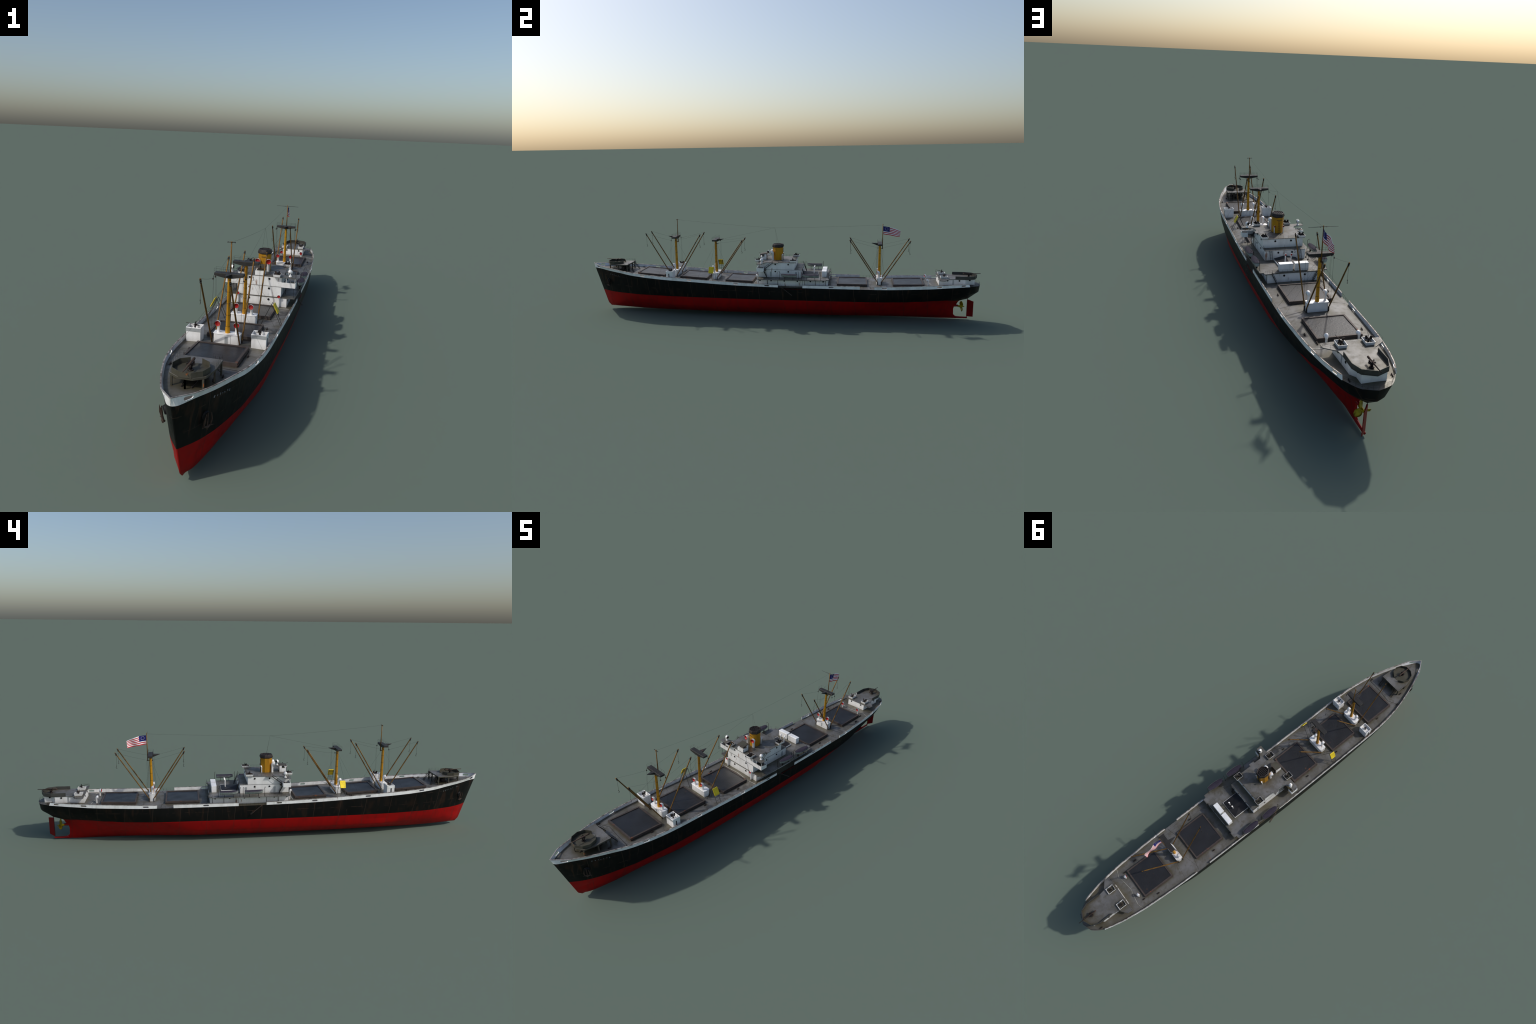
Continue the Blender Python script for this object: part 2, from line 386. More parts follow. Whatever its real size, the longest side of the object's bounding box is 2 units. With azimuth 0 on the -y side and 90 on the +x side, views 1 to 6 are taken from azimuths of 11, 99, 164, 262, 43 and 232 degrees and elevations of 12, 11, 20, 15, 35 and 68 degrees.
# rudder, turned a little to port
rd = MB().mat('rudder_red')
def rud(y, z): # hinge at (0,.9435); blade swings to +x
    t = (y - .9435) / .0255; return (.020 * t, y, z)
for s in (-1, 1): pass
out = [(.9435, .0125), (.9435, .0985), (.969, .0935), (.969, .0165)]
va = []
for s in (-1, 1):
    for (y, z), th in zip(out, (.0018, .0018, .0008, .0008)):
        p = rud(y, z); va.append((p[0] + s * th, p[1] - s * th * .7, p[2]))
rd.add(va, [(0, 1, 2, 3), (7, 6, 5, 4), (0, 4, 5, 1), (1, 5, 6, 2), (2, 6, 7, 3), (3, 7, 4, 0)])
rd.obj('rudder', hull)

# propeller
pr = MB().mat('brass')
pr.tube([(0, .899, .0635), (0, .915, .0628), (0, .924, .0622), (0, .9315, .0617)], [.0048, .0052, .0042, .0012], 14)
prop = pr.obj('propeller', hull)
bl = MB().mat('brass'); bl.sm = True
rows = []
for i in range(9):
    u = i / 8; r = .003 + .0255 * u
    w = .0098 * math.sin(math.pi * min(1, .14 + .80 * u)) ** .8 + .0008
    if i == 8: w = .003
    tw = .95 - .5 * u
    rows.append([(c * w * math.cos(tw), c * w * math.sin(tw) + .002 * c * c, r) for c in (-1, -.5, 0, .5, 1)])
for sgn in (-1, 1):
    v2 = [(p[0], p[1] + sgn * .0006, p[2]) for row in rows for p in row]
    bl.add(v2, [(i * 5 + j, i * 5 + j + 1, (i + 1) * 5 + j + 1, (i + 1) * 5 + j) for i in range(8) for j in range(4)])
n0 = 45
rim = [i * 5 for i in range(9)] + [8 * 5 + j for j in range(1, 5)] + [i * 5 + 4 for i in range(7, -1, -1)]
for a, b2 in zip(rim, rim[1:]): bl.f.append([a, b2, b2 + n0, a + n0]); bl.m.append(0); bl.smooth.append(False)
bme = bl.mesh('blade')
for ang in (13, 133, 253):   # first blade points up
    inst('blade', bme, prop, (0, .914, .0628), (0, math.radians(ang), 0))

# ------------------------------------------------------------------ deck
CAM = .0032
def dz(x, y):
    hw = max(HBdeck(y), .004); return deckz(y) + CAM * max(0, 1 - (x / hw) ** 2) * min(1, hw / .1)
HBdeck = pch([(-.9915, .0014)] + T_deck + [(.999, .0012)])
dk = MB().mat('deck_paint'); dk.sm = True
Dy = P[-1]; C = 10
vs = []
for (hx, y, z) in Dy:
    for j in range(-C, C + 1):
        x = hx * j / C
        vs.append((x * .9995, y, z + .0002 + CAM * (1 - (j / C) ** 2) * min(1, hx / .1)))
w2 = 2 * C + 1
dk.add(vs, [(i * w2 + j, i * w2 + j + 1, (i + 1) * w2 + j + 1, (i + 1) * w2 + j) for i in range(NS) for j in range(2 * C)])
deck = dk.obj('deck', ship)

# thin pale strips and dark lines across the deck
st = MB()
def strip(pts, w, h, mat):
    st.mat(mat)
    for (x0, y0), (x1, y1) in zip(pts, pts[1:]):
        n = 6
        for k in range(n):
            a, b2 = k / n, (k + 1) / n
            p = [(x0 + (x1 - x0) * t, y0 + (y1 - y0) * t) for t in (a, b2)]
            vs = []
            for (x, y) in p:
                for d in (-w / 2, w / 2):
                    for hh in (-.002, h): vs.append((x, y + d, dz(x, y) + hh))
            st.add(vs, [(0, 1, 3, 2), (4, 6, 7, 5), (1, 5, 7, 3), (0, 2, 6, 4), (0, 4, 5, 1), (2, 3, 7, 6)])
strip([(.111, .759), (.072, .771), (.035, .763), (-.007, .758), (-.032, .764), (-.077, .771), (-.111, .760)], .0016, .0011, 'pale_line')
strip([(.115, -.099), (.07, -.106), (-.001, -.097), (-.039, -.100), (-.098, -.101), (-.111, -.101)], .0022, .0012, 'pale_line')
strip([(.09, -.744), (.022, -.741), (-.048, -.733), (-.095, -.758)], .0012, .0008, 'dark_steel')
strip([(-.12, .478), (-.05, .462)], .0008, .0006, 'dark_steel'); strip([(.12, .478), (.05, .462)], .0008, .0006, 'dark_steel')
o = st.obj('deck_line', deck); o['kind'] = 'stuff'

# ------------------------------------------------------------------ bulwarks with freeing ports
PORTS = [(-.694, -.668), (-.443, -.418), (-.202, -.177), (-.0445, -.019), (.2715, .2965), (.5245, .5495), (.781, .806), (.897, .919)]
HAWSE = (-.975, -.952)
def bul_bt(y, sgn):
    f = max(0, (-.9 - y) / .0985); yb = y + .0072 * f
    xb = HBdeck(yb); xt = HB_top(y)
    if y > -.9985 + .001: xb = max(xb, .0012)
    return Vector((sgn * xb, yb, deckz(yb))), Vector((sgn * xt, y, bulz(y)))
def bulwark(sgn, y0, y1, name, slant_end=0):
    holes = [h for h in PORTS + [HAWSE] if y0 < h[0] and h[1] < y1]
    cols = set([y0, y1]); k = int(round((y1 - y0) / .02))
    for i in range(k + 1):
        y = y0 + (y1 - y0) * i / k
        if not any(h[0] - .004 < y < h[1] + .004 for h in holes): cols.add(y)
    if y0 < -.99: cols |= {-.995, -.99, -.985}
    for h in holes:
        r = .0045; cols |= {h[0], h[0] + r * .3, h[0] + r, h[1] - r, h[1] - r * .3, h[1]}
    cols = sorted(cols)
    def opening(y):
        for h in holes:
            if h[0] <= y <= h[1]:
                r = .0045; d = min(y - h[0], h[1] - y)
                g = 1 if d >= r - 1e-6 else math.sqrt(max(0, 1 - (1 - d / r) ** 2))
                lo, hi = (.24, .78)
                m = (lo + hi) / 2; return (m - (m - lo) * g, m + (hi - m) * g)
        return None
    th = .0022
    mb = MB().mat('bulwark_paint')
    def pt(y, t, inner):
        b, tp = bul_bt(y, sgn); p = b.lerp(tp, t)
        if slant_end and abs(y - y1) < 1e-6: p.y += slant_end * (1 - t)
        if inner: p.x -= sgn * min(th, abs(p.x) * .8)
        return p
    def quad4(ya, yb, ta0, ta1, tb0, tb1, sides=True):
        vs = []
        for inner in (0, 1):
            vs += [pt(ya, ta0, inner), pt(yb, tb0, inner), pt(yb, tb1, inner), pt(ya, ta1, inner)]
        fs = [(0, 1, 2, 3), (7, 6, 5, 4)]
        mb.add(vs, fs)
        if sides: mb.add(vs, [(0, 4, 5, 1), (3, 2, 6, 7)])
    for ya, yb in zip(cols, cols[1:]):
        oa, ob = opening(ya), opening(yb); mid = opening((ya + yb) / 2)
        if mid is None: quad4(ya, yb, 0, 1, 0, 1)
        else:
            quad4(ya, yb, 0, oa[0], 0, ob[0]); quad4(ya, yb, oa[1], 1, ob[1], 1)
    for y in (y0, y1):
        mb.add([pt(y, 0, 0), pt(y, 1, 0), pt(y, 1, 1), pt(y, 0, 1)], [(0, 1, 2, 3)])
    # cap rail
    mb.mat('cap_rail_paint')
    prev = None
    for y in cols:
        b, tp = bul_bt(y, sgn); w = .0032 if y < -.5 else .0021
        xo = tp.x + sgn * .0006; xi = tp.x - sgn * min(w, abs(tp.x) * .9)
        cur = [(xo, y, tp.z - .0002), (xo, y, tp.z + .0012), (xi, y, tp.z + .0012), (xi, y, tp.z - .0002)]
        if prev:
            mb.add(prev + cur, [(i, (i + 1) % 4, (i + 1) % 4 + 4, i + 4) for i in range(4)])
        else: mb.add(cur, [(0, 1, 2, 3)])
        prev = cur
    mb.add(prev, [(0, 1, 2, 3)])
    return mb.obj(name, hull)
for sgn in (1, -1):
    bulwark(sgn, -.9985, .0235, 'bulwark')
    bulwark(sgn, .1445, .4215, 'bulwark')
    bulwark(sgn, .4895, .9335, 'bulwark', slant_end=.005)

# ------------------------------------------------------------------ cargo hatches
def hatch(x, y0, y1):
    zc = lambda y: deckz(y) + CAM
    mb = MB().mat('hatch_coaming_paint')
    h = .0105; w = .0062
    ring_o = [(-x, y0), (x, y0), (x, y1), (-x, y1)]; xi = x - w
    ring_i = [(-xi, y0 + w), (xi, y0 + w), (xi, y1 - w), (-xi, y1 - w)]
    zt = lambda p: zc(p[1]) + h
    vs = [(p[0], p[1], dz(p[0], p[1]) - .003) for p in ring_o] + [(p[0], p[1], zt(p)) for p in ring_o] + [(p[0], p[1], zt(p)) for p in ring_i] + [(p[0], p[1], zt(p) - .006) for p in ring_i]
    fs = []
    for k in range(3): fs += [(k * 4 + i, k * 4 + (i + 1) % 4, k * 4 + 4 + (i + 1) % 4, k * 4 + 4 + i) for i in range(4)]
    mb.add(vs, fs)
    # outer stiffening flange half way up
    for sx in (-1, 1):
        vs = [(sx * x, y0, zc(y0) + .0045), (sx * (x + .0022), y0, zc(y0) + .0045), (sx * (x + .0022), y1, zc(y1) + .0045), (sx * x, y1, zc(y1) + .0045)]
        vs += [(a, b2, c - .0012) for a, b2, c in vs]
        mb.add(vs, [(0, 1, 2, 3), (7, 6, 5, 4), (0, 4, 5, 1), (1, 5, 6, 2), (2, 6, 7, 3)])
        for k in range(7):
            y = y0 + (y1 - y0) * (k + .5) / 7
            mb.box(min(sx * x, sx * (x + .002)), max(sx * x, sx * (x + .002)), y - .0008, y + .0008, dz(x, y) - .001, zc(y) + .0044)
    ob = mb.obj('hatch', ship)
    cv = MB().mat('hatch_canvas'); cv.sm = True
    nx, ny = 10, 12; vs = []
    for i in range(ny + 1):
        for j in range(nx + 1):
            px = -xi + 2 * xi * j / nx; py = y0 + w + (y1 - y0 - 2 * w) * i / ny
            sag = .0007 * math.sin(9 * px * 10 + i) + .0005 * math.sin(40 * py + j)
            vs.append((px, py, zc(py) + h - .0024 + .4 * sag))
    cv.add(vs, [(i * (nx + 1) + j, i * (nx + 1) + j + 1, (i + 1) * (nx + 1) + j + 1, (i + 1) * (nx + 1) + j) for i in range(ny) for j in range(nx)])
    cv.obj('hatch_cover', ob)
hatch(.0745, -.7215, -.5765)
hatch(.0720, -.4930, -.3510)
hatch(.0745, -.2535, -.1125)
hatch(.0765, .3100, .4570)
hatch(.0725, .5815, .7280)

# ------------------------------------------------------------------ shared small meshes
def cowl_mesh(name, h, r, mouth, red=True, small=False):
    """ventilator: stem rises from z=0 to h, cowl faces -y"""
    mb = MB().mat('clean_white_paint'); n = 14
    rr = r * 1.1
    pts = [(0, 0, 0), (0, 0, h * .62)]; rad = [r, r * .95]
    for i in range(1, 7):
        a = math.pi / 2 * i / 6
        pts.append((0, -rr * (1 - math.cos(a)) * 1.2, h * .62 + (h * .38 - mouth * .35) * math.sin(a)))
        rad.append(r + (mouth - r) * (i / 6) ** .8)
    e = pts[-1]
    pts.append((0, e[1] - r * .9, e[2])); rad.append(mouth)
    mb.tube(pts, rad, n, caps=False)
    # lip and recessed red throat
    c = Vector(pts[-1]); q = []
    for k, (dy, f) in enumerate(((0, 1), (0, .93), (.45 * mouth, .55))):
        q += [(c.x + mouth * f * math.cos(2 * math.pi * j / n), c.y + dy, c.z + mouth * f * math.sin(2 * math.pi * j / n)) for j in range(n)]
    mb.mat('vent_red')
    mb.add(q, [(j, (j + 1) % n, n + (j + 1) % n, n + j) for j in range(n)])
    mb.add(q, [(n + j, n + (j + 1) % n, 2 * n + (j + 1) % n, 2 * n + j) for j in range(n)] + [list(range(2 * n, 3 * n))])
    return mb.mesh(name)
cowl = cowl_mesh('ventilator', .031, .0042, .0080)
cowl_tall = cowl_mesh('tall_ventilator', .043, .0055, .0096)
cowl_slim = cowl_mesh('slim_ventilator', .044, .0034, .0054)
cowl_pipe = cowl_mesh('pipe_ventilator', .030, .0022, .0034)

def porthole_mesh():
    mb = MB().mat('black_void'); n = 14; r = .0030
    ring = lambda rr, y: [(rr * math.cos(2 * math.pi * j / n), y, rr * math.sin(2 * math.pi * j / n)) for j in range(n)]
    mb.add(ring(r, -.0006), [list(range(n))])
    mb.mat('gun_steel')
    q = ring(r, -.0006) + ring(r * 1.05, -.0014) + ring(r * 1.25, -.0012) + ring(r * 1.28, .001)
    for k in range(3): mb.add(q, [(k * n + j, k * n + (j + 1) % n, (k + 1) * n + (j + 1) % n, (k + 1) * n + j) for j in range(n)])
    return mb.mesh('porthole')
ph = porthole_mesh()
def porthole(parent, loc, face):
    rot = {'-y': 0, '+y': math.pi, '+x': math.pi / 2, '-x': -math.pi / 2}[face]
    inst('porthole', ph, parent, loc, (0, 0, rot))

def bollard_mesh():
    mb = MB().mat('gun_steel')
    mb.box(-.006, .006, -.0022, .0022, -.003, .001)
    for s in (-1, 1):
        mb.cyl((s * .0035, 0, 0), (s * .0035, 0, .0045), .0014, n=8); mb.cyl((s * .0035, 0, .0045), (s * .0035, 0, .0055), .0021, n=8)
    return mb.mesh('bollard')
bol = bollard_mesh()
for x, y in [(.083, -.63), (.085, -.364), (.09, -.18), (.093, .375), (.093, .676), (.075, .739), (.061, .946), (.090, -.753), (.045, -.832), (.060, -.803)]:
    for s in (-1, 1):
        inst('bollard', bol, deck, (s * x, y, dz(x, y)), (0, 0, math.pi / 2))

def light_gun_mesh():
    mb = MB().mat('gun_steel')
    mb.cyl((0, 0, 0), (0, 0, .010), .0024, .0014, 8)
    mb.box(-.0016, .0016, -.002, .005, .009, .0125)
    mb.cyl((0, -.001, .0112), (0, -.020, .0150), .0007, .0005, 6)
    mb.cyl((0, .002, .0105), (0, .010, .0085), .0009, .0006, 6)
    for s in (-1, 1): # shield plates
        mb.plank((s * .0042, -.001, .0065), (s * .0055, .0005, .0160), (1, .3 * s, 0), .0055, .0006)
    mb.cyl((-.003, .004, .0095), (.003, .004, .0095), .0007, n=6)
    return mb.mesh('light_gun')
lgun = light_gun_mesh()

# ------------------------------------------------------------------ rigging collectors
rig = MB().mat('rope_dark')
WR = .00022
def wire(a, b, r=WR, sag=0):
    a, b = Vector(a), Vector(b)
    pts = [a.lerp(b, i / 6) - Vector((0, 0, sag * 4 * (i / 6) * (1 - i / 6))) for i in range(7)] if sag else [a, b]
    rig.tube(pts, r, 4)
rail = MB().mat('rope_dark')
def railing(pts, h=.0115, step=.017, r=.00024, rows=2, closed=False):
    pts = [Vector(p) for p in pts]
    if closed: pts.append(pts[0])
    for a, b in zip(pts, pts[1:]):
        n = max(1, int(round((b - a).length / step)))
        for i in range(n + 1):
            p = a.lerp(b, i / n); rail.tube([p, p + Vector((0, 0, h))], r, 4)
        for k in range(1, rows + 1):
            d = Vector((0, 0, h * k / rows)); rail.tube([a + d, b + d], r * .8, 4)

# ------------------------------------------------------------------ mast houses, masts and derricks
def rounded_rect(x, y0, y1, r, bulge=0):
    pts = []
    for cx, cy, a0 in ((x - r, y1 - r, 0), (-x + r, y1 - r, 90), (-x + r, y0 + r, 180), (x - r, y0 + r, 270)):
        for k in range(4):
            a = math.radians(a0 + 30 * k); pts.append((cx + r * math.cos(a), cy + r * math.sin(a)))
    return pts
def mast_house(name, x, y0, y1, z1, door=True, r=.006):
    mb = MB().mat('clean_white_paint')
    poly = rounded_rect(x, y0, y1, r)
    mb.prism(poly, lambda p: dz(p[0], p[1]) - .003, z1)
    lip = rounded_rect(x + .0012, y0 - .0012, y1 + .0012, r)
    mb.prism(lip, z1 - .0002, z1 + .0016)
    if door:
        mb.mat('grey_door').box(-.0045, .0045, y0 - .0008, y0 + .001, z1 - .027, z1 - .006)
        mb.mat('dark_steel').box(.0120, .0128, y0 - .0004, y0 + .001, z1 - .028, z1 - .002)
    ob = mb.obj(name, ship, bevel=.0006, angle=35)
    return ob

def hook_mesh():
    mb = MB().mat('gun_steel')
    mb.tube([(0, 0, 0), (0, 0, -.044)], .0004, 4)
    mb.ball((0, 0, -.046), .0016, 6)
    pts = []
    for i in range(9):
        a = math.radians(90 - 30 * i); pts.append((0, .0030 * math.cos(a), -.0535 + .0032 * math.sin(a)))
    mb.tube([(0, 0, -.047)] + pts, [.0007] * 9 + [.0003], 6)
    return mb.mesh('cargo_hook')
hookm = hook_mesh()

def crosstree(parent, y, zt, half, prong):
    """prong: +1 points aft, -1 points forward"""
    mb = MB().mat('dark_steel')
    w = .0105; zm = zt - .0135; zb = zt - .0075
    sec = []
    for x, zl in ((-half, zb), (-.009, zm), (.009, zm), (half, zb)):
        sec.append([(x, y - w, zl), (x, y + w, zl), (x, y + w, zt), (x, y - w, zt)])
    vs = [p for s in sec for p in s]
    fs = [(0, 1, 2, 3), (15, 14, 13, 12)]
    for i in range(3): fs += [(i * 4 + j, i * 4 + (j + 1) % 4, (i + 1) * 4 + (j + 1) % 4, (i + 1) * 4 + j) for j in range(4)]
    mb.add(vs, fs)
    yb = y + prong * w * .98; yt = y + prong * .0405
    mb.add([(-.0085, yb, zt - .0006), (.0085, yb, zt - .0006), (.0015, yt, zt + .0006), (-.0015, yt, zt + .0006),
            (-.006, yb, zm + .001), (.006, yb, zm + .001), (.001, yt, zt - .0014), (-.001, yt, zt - .0014)],
           [(0, 1, 2, 3), (7, 6, 5, 4), (0, 4, 5, 1), (1, 5, 6, 2), (2, 6, 7, 3), (3, 7, 4, 0)])
    ob = mb.obj('crosstree', parent, bevel=.0006)
    railing([(-half, y - w, zt), (half, y - w, zt), (half, y + w, zt), (-half, y + w, zt)], h=.0125, step=.02, r=.00022, closed=True)
    return ob

def derrick(parent, sx, base, tip, arm_y, zarm):
    bx, by, bz = base; tx, ty, tz = tip
    mb = MB().mat('boom_paint')
    a, b = Vector((sx * bx, by, bz)), Vector((sx * tx, ty, tz))
    mb.tube([a, a.lerp(b, .08), a.lerp(b, .5), a.lerp(b, .93), b], [.0017, .0023, .0026, .0022, .0019], 10)
    ob = mb.obj('boom', parent, angle=50)
    g = MB().mat('gun_steel')
    g.box(sx * bx - .0018, sx * bx + .0018, by - .002, by + .002, dz(bx, by) - .001, bz + .002)
    d = (b - a).normalized()
    p = a.lerp(b, .965)
    g.ball(p + Vector((0, 0, -.0045)), .0026, 8)
    g.tube([a.lerp(b, .955), a.lerp(b, .985)], .0030, 8)
    g.ball(Vector((sx * (.0445), arm_y, zarm - .004)), .0026, 8)
    g.tube([Vector((sx * .042, arm_y, zarm + .006)), Vector((sx * .0445, arm_y, zarm - .004))], .0008, 5)
    g.obj('cargo_block', parent)
    hl = p + Vector((0, 0, -.005))
    inst('cargo_hook', hookm, parent, hl, (0, 0, R.uniform(-.5, .5)))
    wire((sx * .0445, arm_y, zarm - .003), b, .00021, .002)
    for off in (0, .004 * (1 if ty > by else -1)):
        wire((sx * (.0435 - abs(off) * .5), arm_y + off, zarm - .004), (sx * .0425, by * .85 + arm_y * .15 + off, bz + .006), .0002)
    wire(p, a + Vector((0, 0, .004)), .00022, .004)

def mast(name, y, z0, z1, r0, r1):
    mb = MB().mat('mast_paint')
    mb.tube([(0, y, z0 - .004), (0, y, z0 + .019), (0, y, z0 + .0195), (0, y, z0 + (z1 - z0) * .55), (0, y, z1)],
            [r0 * 1.12, r0 * 1.08, r0 * .96, (r0 + r1) * .47, r1], 16)
    # cable trunk, ladder stiles and bands
    mb.tube([(.0006, y - r0 * .98, z0 + .02), (.0006, y - r1 * .95, z1)], .0011, 6)
    mb.mat('boom_paint')
    for k in range(5):
        z = z0 + .02 + (z1 - z0 - .03) * k / 4
        rr = r0 * .96 + (r1 - r0 * .96) * (z - z0) / (z1 - z0)
        mb.tube([(0, y, z), (0, y, z + .0016)], rr * 1.06, 16)
    return mb.obj(name, ship, angle=40)

# fore mast -------------------------------------------------------
fh = mast_house('mast_house', .0385, -.5460, -.5180, .2215)
fm = mast('mast', -.5315, .2215, .388, .0064, .0050)
crosstree(fm, -.5300, .3985, .0425, -1)
tp = MB().mat('boom_paint')
tp.tube([(0, -.5195, .366), (0, -.5195, .486)], [.0024, .0018], 8)
tp.cyl((0, -.532, .368), (0, -.5195, .368), .0018, n=6); tp.cyl((0, -.5195, .4835), (0, -.5195, .4865), .003, n=8)
tp.mat('dark_steel').cyl((-.0105, -.5195, .4845), (.0105, -.5195, .4845), .0010, n=6)
for s in (-1, 1): tp.ball((s * .0105, -.5195, .4845), .0018, 6)
tp.obj('topmast', fm)
for s in (-1, 1):
    derrick(fm, s, (.0405, -.5500, .1985), (.0395, -.6800, .4165), -.5420, .3850)
    derrick(fm, s, (.0405, -.5200, .1985), (.0395, -.3870, .4145), -.5180, .3850)
    inst('ventilator', cowl, fh, (s * .0265, -.5330, .2225), (0, 0, s * .12))
    wire((s * .003, -.535, .372), (s * .122, -.600, deckz(-.6) + .006)); wire((s * .003, -.528, .372), (s * .122, -.481, deckz(-.481) + .006))
# main mast --------------------------------------------------------
mh = mast_house('mast_house', .0420, -.3310, -.3020, .2110, door=False, r=.005)
mm = mast('mast', -.3168, .2110, .376, .0066, .0052)
crosstree(mm, -.3160, .3860, .0420, 1)
for s in (-1, 1):
    derrick(mm, s, (.0425, -.3050, .1880), (.0385, -.1680, .3880), -.3040, .3730)
    inst('ventilator', cowl, mh, (s * .0250, -.3230, .2125), (0, 0, s * -.1))
    wire((s * .003, -.320, .360), (s * .122, -.395, deckz(-.395) + .006)); wire((s * .003, -.313, .360), (s * .122, -.281, deckz(-.281) + .006))
ex = MB().mat('dark_steel'); ex.cyl((0, -.3165, .361), (0, -.3050, .361), .0012, n=6); ex.box(-.004, .004, -.306, -.304, .3598, .3622)
ex.obj('lamp_bracket', mm)
# aft mast ---------------------------------------------------------
ah = mast_house('mast_house', .0375, .5030, .5290, .2020)
am = mast('mast', .5170, .2020, .364, .0064, .0050)
crosstree(am, .5165, .3740, .0425, -1)
tp = MB().mat('boom_paint')
tp.tube([(0, .5290, .344), (0, .5290, .468)], [.0023, .0016], 8); tp.cyl((0, .517, .346), (0, .529, .346), .0016, n=6)
tp.mat('dark_steel').tube([(-.0500, .5285, .4630), (0, .5285, .4635), (.0500, .5285, .4630)], [.0005, .0010, .0005], 6)
for s in (-1, 1): tp.cyl((s * .0115, .5285, .463), (s * .0095, .5285, .463), .0016, n=6)
tp.obj('topmast', am)
for s in (-1, 1):
    derrick(am, s, (.0390, .5065, .1835), (.0390, .3690, .3935), .5060, .3610)
    derrick(am, s, (.0390, .5265, .1835), (.0385, .6620, .3925), .5270, .3610)
    inst('ventilator', cowl, ah, (s * .0290, .5140, .2035), (0, 0, s * .1))
    wire((s * .003, .513, .348), (s * .121, .470, deckz(.47) + .004)); wire((s * .003, .521, .348), (s * .121, .548, deckz(.548) + .006))
# aerials
J = (0, -.007, .445)
wire((0, -.5195, .4845), J, .00021, .003); wire(J, (0, .526, .463), .00021, .002); wire((0, -.277, .3865), J, .0002)
wire(J, (.012, .006, .362), .0002); wire(J, (-.012, .010, .362), .0002)

# flag ---------------------------------------------------------------
def flag():
    H, L = 10, 24; mb = MB(); mb.sm = True
    def pt(u, v, off=0):
        zt = .457 - .004 * u - .019 * u * u; zb = .418 - .014 * u
        x = .016 * u * (1 - u) - .008 * u + .0042 * math.sin(8.5 * u + 1.6 * v - .3) * min(1, u * 2.2)
        y = .5312 + .0835 * u - .003 * v * u
        return (x + off, y, zt + (zb - zt) * v)
    for off in (-.0002, .0002):
        for r in range(H):
            for c in range(L):
                canton = r < 6 and c < 9
                mb.mat('flag_blue' if canton else ('flag_red' if r % 2 else 'flag_white'))
                mb.add([pt(c / L, r / H, off), pt((c + 1) / L, r / H, off), pt((c + 1) / L, (r + 1) / H, off), pt(c / L, (r + 1) / H, off)], [(0, 1, 2, 3)])
    mb.mat('flag_white')
    for k in range(13):   # ring of stars
        a = 2 * math.pi * k / 13; u, v = .1875 + .085 * math.cos(a), .27 + .165 * math.sin(a)
        for off in (-.0008, .0008):
            c = Vector(pt(u, v, off)); pts = []
            for j in range(10):
                rr = .0012 if j % 2 == 0 else .0005; w = math.pi / 2 + j * math.pi / 5
                pts.append((c.x, c.y + rr * math.cos(w), c.z + rr * math.sin(w)))
            mb.sm = False; mb.add(pts, [list(range(10))])
    return mb.obj('flag', am)
fl = flag()

# ------------------------------------------------------------------ bow gun tubs beside the fore mast
for s in (-1, 1):
    mb = MB().mat('clean_white_paint')
    x0, x1, y0, y1 = .0745, .1170, -.5530, -.5190
    if s < 0: x0, x1 = -x1, -x0
    zt = .2345; poly = [(x0, y0), (x1, y0), (x1, y1), (x0, y1)]
    mb.prism(poly, lambda p: dz(abs(p[0]), p[1]) - .004, .2230)
    t = .0014
    mb.box(x0 - .0006, x1 + .0006, y0 - .0006, y0 + t, .2225, zt); mb.box(x0 - .0006, x1 + .0006, y1 - t, y1 + .0006, .2225, zt)
    mb.box(x0 - .0006, x0 + t, y0 + t, y1 - t, .2225, zt); mb.box(x1 - t, x1 + .0006, y0 + t, y1 - t, .2225, zt)
    mb.mat('grey_door').box(x0 - .0010, x1 + .0010, y0 - .0010, y0 - .0004, .2226, .2332)
    tub = mb.obj('gun_tub', ship, bevel=.0004)
    inst('light_gun', lgun, tub, ((x0 + x1) / 2, (y0 + y1) / 2, .2232), (0, 0, s * math.radians(80)), (1.35, 1.35, 1.35))
    # small bulkhead brackets on the outboard side
    b = MB().mat('dark_steel')
    b.box(min(s * .1178, s * .1186), max(s * .1178, s * .1186), -.540, -.536, .196, .2225); b.obj('ladder', tub)

# ------------------------------------------------------------------ bow gun platform
bp = MB().mat('olive_steel')
poly = [(.055, -.785), (.0535, -.840), (.0435, -.887), (.018, -.905), (-.018, -.905), (-.0435, -.887), (-.0535, -.840), (-.055, -.785)]
bp.prism(poly, .2446, .2506, topmat='deck_paint')
plat = bp.obj('gun_platform', ship, bevel=.0005)
lg = MB().mat('olive_steel')
for s in (-1, 1):
    for x, y in ((.0375, -.889), (.0495, -.838), (.0520, -.789), (.020, -.790)):
        lg.box(s * x - .0022, s * x + .0022, y - .0022, y + .0022, dz(x, y) - .002, .2447)
    lg.plank((s * .052, -.789, dz(.05, -.79) + .006), (s * .022, -.789, .2445), (0, 1, 0), .0016, .0016)
lg.box(-.0024, .0024, -.9085 + .004, -.9045, dz(0, -.906) - .002, .2447)
lg.obj('platform_leg', plat)
tb = MB().mat('olive_steel')
ring = [(-.0140, -.8225), (-.0365, -.8370), (-.0450, -.8640), (-.0365, -.8910), (-.0155, -.9060), (.0140, -.9075), (.0370, -.8905), (.0460, -.8640), (.0370, -.8370), (.0150, -.8225)]
cen = Vector((0, -.865))
inn = [tuple(cen + (Vector(p) - cen) * .965) for p in ring]
for i in range(len(ring) - 1):
    a, b, c, d = ring[i], ring[i + 1], inn[i + 1], inn[i]
    tb.prism([a, b, c, d], .2504, .2640)
tb.prism([tuple(cen + (Vector(p) - cen) * .955) for p in ring], .2504, .2514)
tub = tb.obj('gun_tub', plat)
